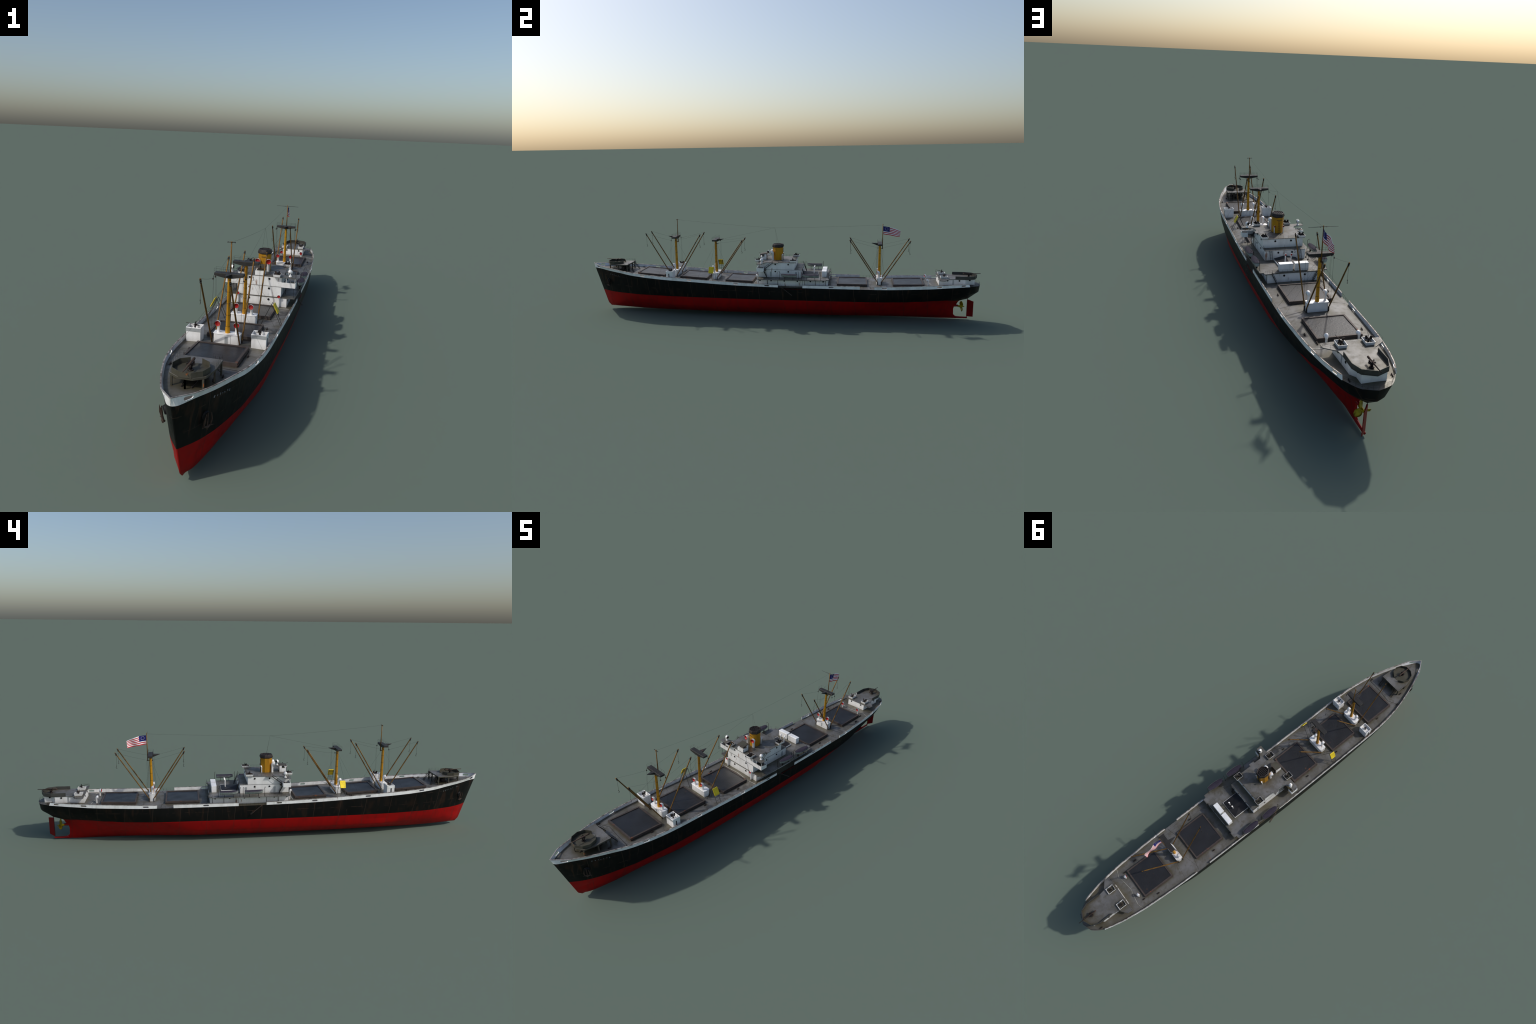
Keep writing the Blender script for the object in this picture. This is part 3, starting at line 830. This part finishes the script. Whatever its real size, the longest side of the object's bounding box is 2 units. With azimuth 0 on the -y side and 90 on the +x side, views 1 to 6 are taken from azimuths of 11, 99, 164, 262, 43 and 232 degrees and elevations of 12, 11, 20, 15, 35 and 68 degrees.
def big_gun(parent, y, z, d, base):
    g = MB().mat('gun_steel')
    g.cyl((0, y, base), (0, y, base + .003), .0075, .007, 14); g.cyl((0, y, base + .003), (0, y, z - .003), .0042, .003, 12)
    for s in (-1, 1):
        g.box(s * .0042 - .0009, s * .0042 + .0009, y - .005, y + .005, z - .008, z + .002)
        g.cyl((s * .005, y, z), (s * .009, y + .001, z - .003), .0008, n=6); g.tube([(s * .009, y - .003, z - .003), (s * .009, y + .003, z - .003)], .0016, 8)
        g.box(s * .0065 - .0012, s * .0065 + .0012, y + d * -.006, y + d * -.003, z - .004, z + .004)
    g.mat('rusty_anchor')
    g.tube([(0, y - d * .027, z), (0, y - d * .020, z), (0, y - d * .019, z), (0, y + d * .012, z + .0003), (0, y + d * .013, z + .0003), (0, y + d * .055, z + .0012)],
           [.0030, .0034, .0028, .0027, .0020, .0013], 12)
    return g.obj('deck_gun', parent)
big_gun(tub, -.8660, .2690, -1, .2513)
for s in (-1, 1):
    railing([(s * .054, -.786, .2506), (s * .053, -.835, .2506)], h=.012, step=.016)
railing([(.054, -.786, .2506), (.03, -.786, .2506)], h=.012, step=.012); railing([(-.054, -.786, .2506), (-.03, -.786, .2506)], h=.012, step=.012)
# windlass and cable gear beneath
wl = MB().mat('gun_steel')
wl.box(-.026, .026, -.842, -.812, .214, .2225)
wl.cyl((-.034, -.822, .2280), (.034, -.822, .2280), .0036, n=10)
for x in (-.030, -.018, .018, .030): wl.cyl((x - .003, -.822, .2280), (x + .003, -.822, .2280), .0085, n=14)
for x in (-.012, .012): wl.box(x - .004, x + .004, -.838, -.808, .2215, .2350)
for x in (-.016, .016): wl.tube([(x, -.84, .229), (x * .9, -.87, .2235), (x * .75, -.895, .2235)], .0016, 6)
wl.mat('hatch_coaming_paint').box(-.007, .007, -.806, -.797, .213, .226)
wl.obj('anchor_windlass', deck)
def steep_ladder(mb, top, bot, w, wd=(1, 0, 0), rails=True):
    top, bot = Vector(top), Vector(bot); wdv = Vector(wd)
    n = max(4, int((top - bot).length / .0055))
    for s in (-1, 1): mb.plank(top + wdv * s * w / 2, bot + wdv * s * w / 2, wd, .0009, .0022)
    for i in range(1, n):
        p = bot.lerp(top, i / n); h = wdv * w / 2; mb.plank(p - h, p + h, (top - bot).cross(wdv).normalized(), .0022, .0006)
    if rails:
        for s in (-1, 1):
            for t in (.1, .5, .95): q = bot.lerp(top, t) + wdv * s * w / 2; mb.tube([q, q + Vector((0, 0, .010))], .00035, 4)
            mb.tube([bot + wdv * s * w / 2 + Vector((0, 0, .010)), top + wdv * s * w / 2 + Vector((0, 0, .010))], .00035, 4)
ld = MB().mat('gun_steel')
for s in (-1, 1): steep_ladder(ld, (s * .040, -.785, .2490), (s * .040, -.757, dz(.04, -.757)), .010)
ld.obj('platform_stair', plat)

# ------------------------------------------------------------------ midships superstructure
bridge = empty('bridge', ship)
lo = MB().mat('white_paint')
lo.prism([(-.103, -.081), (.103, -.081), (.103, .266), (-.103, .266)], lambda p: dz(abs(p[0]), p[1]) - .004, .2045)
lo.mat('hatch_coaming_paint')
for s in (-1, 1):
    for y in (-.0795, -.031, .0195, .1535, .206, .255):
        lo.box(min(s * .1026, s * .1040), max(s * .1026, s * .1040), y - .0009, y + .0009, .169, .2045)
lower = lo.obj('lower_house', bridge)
bd = MB().mat('deck_paint')
edge = [(-.1315, -.0785), (-.104, -.082), (.104, -.082), (.1315, -.0785), (.1330, 0), (.1330, .2), (.1300, .258), (.116, .2585), (.1155, .2725), (.0885, .2725), (.088, .268),
        (-.088, .268), (-.0885, .2725), (-.1155, .2725), (-.116, .2585), (-.1300, .258), (-.1330, .2), (-.1330, 0)]
bd.prism(edge, .2046, .2080)
boat = bd.obj('boat_deck', bridge)
ps = MB().mat('dark_steel')     # stanchions that carry the overhang of the boat deck
for s in (-1, 1):
    for y in (-.03, .145):
        ps.cyl((s * .1285, y, dz(.128, y)), (s * .1285, y, .2044), .0008, n=6)
ps.obj('stanchion', bridge)
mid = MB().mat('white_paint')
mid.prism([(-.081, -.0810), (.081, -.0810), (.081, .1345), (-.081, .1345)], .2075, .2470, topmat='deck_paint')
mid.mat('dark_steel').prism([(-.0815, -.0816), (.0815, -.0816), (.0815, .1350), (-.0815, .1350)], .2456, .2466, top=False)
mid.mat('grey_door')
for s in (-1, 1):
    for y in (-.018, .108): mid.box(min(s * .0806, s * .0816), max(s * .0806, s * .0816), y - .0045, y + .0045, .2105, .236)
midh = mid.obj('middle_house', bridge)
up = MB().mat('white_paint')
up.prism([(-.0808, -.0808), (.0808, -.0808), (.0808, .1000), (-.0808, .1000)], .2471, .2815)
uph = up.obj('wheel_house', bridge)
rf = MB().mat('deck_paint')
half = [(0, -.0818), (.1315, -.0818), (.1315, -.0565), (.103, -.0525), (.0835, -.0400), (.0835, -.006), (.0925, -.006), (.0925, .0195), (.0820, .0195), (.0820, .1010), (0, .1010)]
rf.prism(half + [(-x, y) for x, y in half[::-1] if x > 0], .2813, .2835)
roof = rf.obj('bridge_roof', bridge)
# bridge wings
for s in (-1, 1):
    wg = MB().mat('white_paint')
    def bx(x0, x1, *a): wg.box(min(s * x0, s * x1), max(s * x0, s * x1), *a)
    bx(.0805, .1315, -.0815, -.0800, .2455, .2640)      # front screen
    bx(.1300, .1315, -.0800, -.0480, .2455, .2640)      # end screen
    bx(.1080, .1300, -.0495, -.0480, .2455, .2640)      # part of the after side
    wg.mat('deck_paint'); bx(.1120, .1312, -.066, -.050, .2632, .2642); bx(.0805, .1300, -.0800, -.0495, .2452, .2468); bx(.0805, .1080, -.0495, -.0400, .2452, .2468)
    wg.mat('white_paint')
    a = [(s * .0808, -.060, .2470), (s * .0808, -.040, .2470), (s * .0808, -.060, .2812), (s * .0808, -.052, .2812)]
    # sloping bracket plate under the roof wing
    wg.plank((s * .098, -.0785, .2640), (s * .098, -.0785, .2815), (0, 1, 0), .0020, .0016)
    wg.plank((s * .129, -.0785, .2640), (s * .129, -.0785, .2815), (0, 1, 0), .0010, .0010)
    wg.plank((s * .129, -.0590, .2640), (s * .129, -.0590, .2815), (0, 1, 0), .0010, .0010)
    wgo = wg.obj('bridge_wing', bridge)
    # support under the wing
    gp = MB().mat('dark_steel'); gp.cyl((s * .126, -.076, .2080), (s * .126, -.076, .2455), .0007, n=6); gp.obj('wing_post', wgo)
    # searchlight
    sl = MB().mat('clean_white_paint')
    c = Vector((s * .109, -.0600, .3005)); d = Vector((.55 if s > 0 else .55, .45 if s > 0 else -.1, 0)).normalized() if s < 0 else Vector((-.5, .75, 0)).normalized()
    sl.cyl((c.x, c.y, .2834), (c.x, c.y, .2870), .0065, .0055, 12); sl.cyl((c.x, c.y, .2870), (c.x, c.y, .2930), .0035, .0030, 10)
    sl.tube([c - d * .0062, c - d * .0050, c - d * .001, c + d * .0058], [.0040, .0060, .0070, .0072], 18)
    for q in (-1, 1):
        n2 = Vector((-d.y, d.x, 0)); sl.plank(c + n2 * q * .0086 + Vector((0, 0, -.0095)), c + n2 * q * .0086 + Vector((0, 0, .001)), d, .003, .0008)
    sl.cyl(c + Vector((0, 0, .0075)), c + Vector((0, 0, .0100)), .0015, n=8)
    sl.mat('gun_steel').cyl(c + d * .0059, c + d * .0062, .0064, n=18)
    sl.obj('searchlight', roof, angle=40)
# gun boxes on the bridge roof
def gun_box(parent, x0, x1, y0, y1, z0, z1, floor, ang, wall='white_paint', dark=True, gs=1.2):
    mb = MB().mat(wall); t = .0006 if dark else .0009
    f = .0028     # walls flare outward a little
    def ring(e, z): return [(x0 - e, y0 - e, z), (x1 + e, y0 - e, z), (x1 + e, y1 + e, z), (x0 - e, y1 + e, z)]
    vs = ring(-f * .6, z0) + ring(0, z1) + ring(-t, z1) + ring(-t - f * .3, z0 + .0008)
    mb.add(vs, [(k * 4 + i, k * 4 + (i + 1) % 4, k * 4 + 4 + (i + 1) % 4, k * 4 + 4 + i) for k in range(2) for i in range(4)] + [(0, 3, 2, 1)])
    if dark: mb.mat('hatch_coaming_paint')
    mb.add(vs, [(8 + i, 8 + (i + 1) % 4, 12 + (i + 1) % 4, 12 + i) for i in range(4)])
    mb.mat(floor).add(ring(-t - f * .3, z0 + .0008), [(0, 1, 2, 3)])
    ob = mb.obj('gun_box', parent)
    inst('light_gun', lgun, ob, ((x0 + x1) / 2, (y0 + y1) / 2, z0 + .001), (0, 0, ang), (gs, gs, gs))
    return ob
for s in (-1, 1):
    X = lambda a, b: (min(s * a, s * b), max(s * a, s * b))
    gun_box(roof, *X(.0515, .0775), -.0975, -.0640, .2837, .2945, 'olive_steel', s * .25)
    gun_box(roof, *X(.0620, .0885), .0765, .1100, .2837, .2940, 'olive_steel', math.pi + s * .4)
# chart house with canopy
ch = MB().mat('clean_white_paint')
ch.prism([(-.0175, -.0815), (.0175, -.0815), (.0175, -.0600), (-.0175, -.0600)], .2834, .2990)
ch.mat('olive_steel').box(-.0120, .0120, -.0740, -.0600, .2988, .3040)
ch.mat('dark_steel')
for x in (-.0180, .0180):
    for y in (-.0805, -.0500): ch.cyl((x, y, .2834), (x, y, .3125), .0007, n=6)
ch.mat('white_paint').box(-.0185, -.0172, -.0600, -.0490, .2836, .3110)
ch.box(.0172, .0185, -.0600, -.0490, .2836, .3110)
chart = ch.obj('chart_house', roof)
cp = MB().mat('hatch_coaming_paint')
cp.add([(-.0190, -.0820, .3100), (.0190, -.0820, .3100), (.0190, -.0480, .3150), (-.0190, -.0480, .3150), (-.0190, -.0820, .3125), (.0190, -.0820, .3125), (.0190, -.0480, .3175), (-.0190, -.0480, .3175)],
       [(0, 3, 2, 1), (4, 5, 6, 7), (0, 1, 5, 4), (1, 2, 6, 5), (2, 3, 7, 6), (3, 0, 4, 7)])
cp.mat('olive_steel').add([(-.0160, -.0790, .3131), (.0160, -.0790, .3131), (.0160, -.0510, .3173), (-.0160, -.0510, .3173)], [(0, 1, 2, 3)])
cp.obj('canopy', chart)
# funnel
fb = [(-.0080, -.0145), (.0080, -.0145), (.0225, .0005), (.0225, .0175), (.0115, .0335), (-.0115, .0335), (-.0225, .0175), (-.0225, .0005)]
def fring(z, k, fwd=0):
    c = .0090
    return [(x * k, c + (y - c) * k - (fwd if y < .01 else 0), z) for x, y in fb]
fn = MB().mat('mast_paint')
r0, r1 = fring(.2830, .985), fring(.3490, 1.02, .0022)
fn.add(r0 + r1, [(i, (i + 1) % 8, (i + 1) % 8 + 8, i + 8) for i in range(8)])
fn.mat('dark_steel')
fn.box(-.0085, .0085, -.0178, -.0155, .3365, .3385); fn.box(-.0105, .0105, .0330, .0350, .3365, .3385)
for k in range(7): fn.cyl((-.0032, .0345, .288 + .0075 * k), (.0032, .0345, .288 + .0075 * k), .0006, n=5)
for s in (-1, 1): fn.cyl((s * .0032, .0342, .286), (s * .0032, .0342, .335), .0005, n=5)
fn.mat('funnel_cap_paint')
prof = [(.3470, 1.03), (.3500, 1.14), (.3530, 1.15), (.3625, 1.02), (.3632, .96), (.3625, .90), (.3560, .88)]
rg = [fring(z, k, .0022) for z, k in prof]
fn.add([p for r in rg for p in r], [(a * 8 + i, a * 8 + (i + 1) % 8, (a + 1) * 8 + (i + 1) % 8, (a + 1) * 8 + i) for a in range(len(rg) - 1) for i in range(8)])
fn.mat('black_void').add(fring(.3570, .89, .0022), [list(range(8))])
funnel = fn.obj('funnel', bridge, angle=25)
gr = MB().mat('funnel_cap_paint')
for k in range(-2, 3):
    x = k * .0072; L = .021 - abs(k) * .0042
    gr.box(x - .0008, x + .0008, .0075 - L, .0085 + L, .3605, .3622)
for k in range(-2, 3):
    y = .008 + k * .0078; L = .0205 - max(0, abs(k) - .5) * .0045
    gr.box(-L, L, y - .0007, y + .0007, .3608, .3619)
gr.obj('grating', funnel)
for s in (-1, 1):
    inst('ventilator', cowl_tall, roof, (s * .0185, -.0160, .2833), (0, 0, s * .2))
    inst('ventilator', cowl_pipe, roof, (s * .0185, .0310, .2833), (0, 0, math.pi))
    inst('ventilator', cowl_slim, lower, (s * .0755, -.0868, .1715))
# portholes
for z, par in ((.1965, lower), (.2375, midh), (.2735, uph)):
    for s in (-1, 1): porthole(par, (s * .0363, -.0815 if par is lower else -.0812, z), '-y')
for y in (-.070, -.014, .052, .117, .181, .244):
    for s in (-1, 1): porthole(lower, (s * .1034, y, .1955), '+x' if s > 0 else '-x')
for y in (.0045, .0695):
    for s in (-1, 1):
        porthole(midh, (s * .0813, y, .2370), '+x' if s > 0 else '-x'); porthole(uph, (s * .0812, y, .2733), '+x' if s > 0 else '-x')
for s in (-1, 1):
    porthole(midh, (s * .0278, .1348, .2377), '+y'); porthole(uph, (s * .0320, .1003, .2731), '+y'); porthole(lower, (s * .040, .2664, .196), '+y')
# stairs
sr = MB().mat('dark_steel')
for s in (-1, 1):
    steep_ladder(sr, (s * .0895, -.006, .2825), (s * .0895, -.053, .2475), .008)
    steep_ladder(sr, (s * .0890, -.056, .2460), (s * .0890, -.037, .2085), .008)
    steep_ladder(sr, (s * .0585, .1365, .2460), (s * .0585, .1500, .2085), .0085)
    steep_ladder(sr, (s * .0880, .2730, .2055), (s * .0700, .2730, dz(.07, .273)), .009, wd=(0, 1, 0))
sr.obj('stair', bridge)
# engine room skylight casing
sk = MB().mat('skylight_dark')
pl = [(-.0450, .1352), (.0450, .1352), (.0450, .2125), (-.0450, .2125)]
sk.add([(-.045, .1352, .2079), (.045, .1352, .2079), (.045, .2125, .2079), (-.045, .2125, .2079), (-.045, .1352, .2150), (.045, .1352, .2150), (.045, .2125, .2130), (-.045, .2125, .2130), (0, .1352, .2255), (0, .2125, .2165)],
       [(0, 1, 5, 4), (1, 2, 6, 5), (2, 3, 7, 6), (3, 0, 4, 7), (4, 5, 8), (5, 6, 9, 8), (6, 7, 9), (7, 4, 8, 9)])
sk.mat('clean_white_paint').box(-.0460, .0460, .2125, .2133, .2078, .2134); sk.box(-.0460, -.0450, .1362, .2130, .2078, .2138); sk.box(.0450, .0460, .1362, .2130, .2078, .2138)
skl = sk.obj('skylight', boat)
for x, y in ((.0165, .193), (-.0060, .193)): inst('ventilator', cowl_pipe, skl, (x, y, .2175), (0, 0, math.pi), (1, 1, 1.15))
# deck lockers
for x0, x1 in ((.0045, .0555), (-.0560, -.0040)):
    lk = MB().mat('clean_white_paint'); lk.box(x0, x1, .2350, .2565, .2078, .2365); lk.box(x0 - .0006, x1 + .0006, .2344, .2571, .2352, .2372)
    lk.obj('deck_locker', boat, bevel=.0005)

# lifeboats ----------------------------------------------------------
def lifeboat_mesh():
    mb = MB(); mb.sm = True
    n = 14; prof = []
    for i in range(n + 1):
        u = i / n; y = -.0395 + .079 * u
        # pointed bow (-y), full transom stern (+y)
        w = .0136 * min(1, (math.sin(min(1, u / .5) * math.pi / 2)) ** .42) * (1 - .34 * max(0, (u - .6) / .4) ** 2 * .95)
        w = max(w, .0004); sheer = .0030 * (1 - u / .5) ** 2 if u < .5 else .0006 * ((u - .5) / .5) ** 2
        zt = .0150 + sheer; zb = .0015 + .006 * max(0, 1 - u / .25) ** 2
        prof.append((y, w, zt, zb))
    mb.mat('boat_hull_paint'); cs = 8; vs = []
    for y, w, zt, zb in prof:
        for k in range(cs + 1):
            a = math.pi * k / cs
            vs.append((-w * math.cos(a) * (1 if abs(math.cos(a)) > .99 else 1.0), y, zt - (zt - zb) * math.sin(a) ** .75))
    mb.add(vs, [(i * (cs + 1) + k, i * (cs + 1) + k + 1, (i + 1) * (cs + 1) + k + 1, (i + 1) * (cs + 1) + k) for i in range(n) for k in range(cs)])
    mb.sm = False; o = len(mb.v) - (cs + 1); mb.f.append([o + k for k in range(cs + 1)]); mb.m.append(mb.mi); mb.smooth.append(False)
    mb.mat('boat_canvas'); vs = []; c2 = 6
    for i, (y, w, zt, zb) in enumerate(prof):
        for k in range(c2 + 1):
            t = -1 + 2 * k / c2
            vs.append((t * w * 1.05, y, zt - (.0022 if abs(t) == 1 else 0) + .0024 * (1 - t * t) * min(1, w / .010) - .0005 * (i % 2) * (1 - t * t)))
    mb.sm = True
    mb.add(vs, [(i * (c2 + 1) + k, i * (c2 + 1) + k + 1, (i + 1) * (c2 + 1) + k + 1, (i + 1) * (c2 + 1) + k) for i in range(n) for k in range(c2)])
    return mb.mesh('lifeboat')
lbm = lifeboat_mesh()
for s in (-1, 1):
    for yc in (.0785, .1855):
        inst('lifeboat', lbm, boat, (s * .1315, yc, .2190), (0, 0, s * -.03))
        dv = MB().mat('gun_steel')
        for y in (yc - .047, yc + .0465):
            x = s * .1255
            dv.tube([(x, y, .2079), (x, y, .240), (x + s * .0008, y, .2465), (x + s * .003, y, .2495), (x + s * .0095, y - .002, .2505), (x + s * .011, y - .002, .2495)], [.0010, .0009, .0008, .0008, .0007, .0007], 6)
        for y in (yc - .020, yc + .020): dv.box(min(s * .127, s * .1335), max(s * .127, s * .1335), y - .0007, y + .0007, .2078, .2215)
        dv.obj('davit', boat)
        for y in (yc - .047, yc + .0465): wire((s * .1365, y - .002, .2495), (s * .1315, yc + (.036 if y > yc else -.036), .234), .0003)

# accommodation ladders on the side in way of the bulwark gap
for s in (-1, 1):
    g = MB().mat('hatch_coaming_paint')
    for q in (0,): g.plank((s * (.1320 + q * .2), .042 + q, .1690), (s * (.1420 + q * .2), .094 + q, .1315), (1, 0, 0), .0012, .0022)
    for k in range(1, 11):
        t = k / 11; p = Vector((s * .1325, .0445, .168)).lerp(Vector((s * .1425, .0965, .131)), t); g.plank(p + Vector((0, -.0012, 0)), p + Vector((0, .0022, 0)), (1, 0, 0), .008, .0005)
    if s > 0: g.mat('rudder_red').box(.1290, .1322, .050, .1435, .1617, .1620)
    g.obj('gangway', hull)

# ------------------------------------------------------------------ aft deck house and gun platform
ah2 = MB().mat('white_paint')
foot = [(.0510, .7985), (.0500, .920), (.0370, .9365), (.0358, .9655), (-.0358, .9655), (-.0370, .9365), (-.0500, .920), (-.0510, .7985)]
ah2.prism(foot, lambda p: dz(abs(p[0]), p[1]) - .004, .2085)
ah2.mat('grey_door')
for s in (-1, 1): ah2.box(min(s * .0495, s * .0512), max(s * .0495, s * .0512), .861, .868, .182, .206)
aft = ah2.obj('aft_house', ship)
ad = MB().mat('white_paint')
half = [(0, .7975), (.0900, .7975), (.0920, .8060), (.0910, .8220), (.0560, .8470), (.0515, .8740), (.0522, .9345), (.0390, .9665), (0, .9830)]
ad.mat('deck_paint').prism([(x, y) for x, y in half] + [(-x, y) for x, y in half[::-1] if x > 0], .2083, .2112)
top = ad.obj('gun_deck', aft)
zb = MB().mat('zareba_steel')
wall = [(.0515, .8740), (.0522, .9345), (.0390, .9665), (0, .9830), (-.0390, .9665), (-.0522, .9345), (-.0515, .8740)]
wi = [(x * .97, y - .0014 if y > .9 else y) for x, y in wall]
for i in range(len(wall) - 1): zb.prism([wall[i], wall[i + 1], wi[i + 1], wi[i]], .2080, .2240)
zb.obj('gun_shield', aft)
big_gun(aft, .9440, .2275, 1, .2112)
gun_box(top, .0240, .0520, .8050, .8390, .2113, .2215, 'olive_steel', .3, wall='clean_white_paint', dark=False, gs=1.35)
gun_box(top, -.0595, -.0310, .8040, .8385, .2113, .2215, 'olive_steel', -.3, wall='clean_white_paint', dark=False, gs=1.35)
for y in (.8380, .8930, .9430):
    for s in (-1, 1):
        x = .0507 if y < .92 else .0373
        porthole(aft, (s * x, y, .2025), '+x' if s > 0 else '-x')
for s in (-1, 1): porthole(aft, (s * .0308, .7982, .2025), '-y')
for s in (-1, 1): inst('ventilator', cowl, deck, (s * .0510, .7480, dz(.05, .748) - .001), (0, 0, s * -.2), (.85, .85, .95))
railing([(.09, .799, .2112), (.09, .821, .2112), (.056, .846, .2112)]); railing([(-.09, .799, .2112), (-.09, .821, .2112), (-.056, .846, .2112)])
railing([(-.088, .799, .2112), (.088, .799, .2112)], rows=2, step=.022)
# stern rail
railing([(.0745, .940, dz(.074, .94)), (.041, .984, dz(.041, .984)), (0, .9965, dz(0, .996)), (-.041, .984, dz(.041, .984)), (-.0745, .940, dz(.074, .94))], h=.0125)
for s in (-1, 1):
    for a, b in ((.0250, .1440), (.4230, .4890)):
        railing([(s * .1285, a, deckz(a)), (s * .1285, b, deckz(b))], h=.012, step=.017)
    railing([(s * .131, -.077, .208), (s * .132, .03, .208)]); railing([(s * .130, .235, .208), (s * .129, .257, .208)])
    railing([(s * .0815, .021, .2835), (s * .0815, .075, .2835)], h=.011); railing([(s * .1305, -.080, .2835), (s * .1305, -.058, .2835)], h=.010, step=.012)
    railing([(s * .0805, .1015, .247), (s * .0805, .1335, .247)], h=.011); railing([(s * .0875, .2715, .208), (s * .1145, .2715, .208)], h=.012, step=.009)
railing([(-.0805, .1335, .247), (.0805, .1335, .247)], h=.011, step=.02); railing([(-.087, .2665, .208), (.087, .2665, .208)], h=.0115, step=.02)
railing([(-.060, .1000, .2835), (.060, .1000, .2835)], h=.011, step=.02)

# ------------------------------------------------------------------ life rafts on skids
for s in (-1, 1):
    fr = MB().mat('dark_steel')
    for y in (-.3295, -.3085):
        fr.plank((s * .0900, y, .2570), (s * .1265, y, dz(.125, y)), (0, 1, 0), .0012, .0016)
        fr.plank((s * .0900, y, .2570), (s * .0560, y, dz(.056, y)), (0, 1, 0), .0012, .0016)
    for t in (.15, .62, .8):
        p = Vector((s * .0900, 0, .2570)).lerp(Vector((s * .1265, 0, .196)), t); fr.cyl((p.x, -.3295, p.z), (p.x, -.3085, p.z), .0006, n=5)
    fro = fr.obj('raft_skid', ship)
    rb = MB(); 
    a, b = Vector((s * .0945, -.319, .2545)), Vector((s * .1080, -.319, .2275)); d = (b - a).normalized(); nn = Vector((-d.z, 0, d.x)) * (1 if s < 0 else 1)
    if nn.z < 0: nn = -nn
    off = nn * .0028
    rb.mat('raft_yellow'); rb.plank(a + off, b + off, (0, 1, 0), .0215, .0030)
    for y in (-.0112, .0112): rb.tube([a + off + Vector((0, y, 0)), b + off + Vector((0, y, 0))], .0019, 8)
    for p in (a, b): rb.tube([p + off + Vector((0, -.0112, 0)), p + off + Vector((0, .0112, 0))], .0019, 8)
    rb.obj('life_raft', fro, angle=45)

# ------------------------------------------------------------------ anchors
for s in (-1, 1):
    an = MB().mat('rusty_anchor')
    c = Vector((s * .0495, -.8990, .1600)); out = Vector((s * .80, -.55, -.18)).normalized(); along = Vector((.55 * s, .82, 0)).normalized(); upv = Vector((s * .16, -.12, 1)).normalized()
    P = lambda a, u, o: c + along * a + upv * u + out * o
    hz = MB().mat('black_void')
    hz.tube([P(0, .002, -.008), P(0, .002, .0012)], [.0125, .0105], 16)
    hz.obj('hawse_pipe', hull)
    an.tube([P(0, .014, .004), P(0, -.020, .0075)], [.0016, .0022], 8)                         # shank
    an.tube([P(-.011, -.019, .006), P(0, -.0225, .0085), P(.011, -.019, .006)], [.0026, .0036, .0026], 8)  # crown
    for q in (-1, 1):                                                                         # flukes
        an.tube([P(q * .0095, -.0195, .007), P(q * .0100, -.004, .0085), P(q * .0072, .015, .0075)], [.0022, .0026, .0005], 6)
        an.tube([P(q * .010, -.020, .008), P(q * .0165, -.0195, .0105)], [.0018, .0006], 6)
    an.tube([P(0, -.022, .008), P(0, -.0285, .0105)], [.0024, .0008], 6)
    an.obj('anchor', hull, angle=50)

# worn, illegible name lettering on both bows: separate flecked strokes lying on the plating
HB140 = pch([(stem(.140), .0014)] + T_140)
def hull_x(y, z):
    t = max(0, min(1, (z - .140) / (deckz(y) - .140))); return HB140(y) * (1 - t) + HBdeck(y) * t
for s, ya, za, yb, zb2, n in ((1, -.882, .203, -.815, .192, 7), (-1, -.886, .206, -.795, .191, 9)):
    mb = MB().mat('faded_letter'); rr = random.Random(5 + s)
    for k in range(n):
        if s < 0 and k == 2: continue
        t = (k + .5) / n; y0 = ya + (yb - ya) * t; z0 = za + (zb2 - za) * t
        for j in range(rr.choice((2, 3, 3))):
            a = rr.choice((0, math.pi / 2, rr.uniform(-.9, .9), 1.2)); L = rr.uniform(.0016, .0030)
            cy, cz = y0 + rr.uniform(-.0018, .0018), z0 + rr.uniform(-.002, .002)
            pts = []
            for q in (-1, 1): pts.append((cy + q * L * .6 * math.cos(a), cz + q * L * math.sin(a)))
            p3 = [Vector((s * (hull_x(y, z) + .0005), y, z)) for y, z in pts]
            mb.plank(p3[0], p3[1], (s, 0, 0), .0012, .0005)
    mb.obj('bow_lettering', hull)['kind'] = 'stuff'

o = rig.obj('rigging_wire', ship); o['kind'] = 'stuff'
o = rail.obj('guard_rail', ship); o['kind'] = 'stuff'
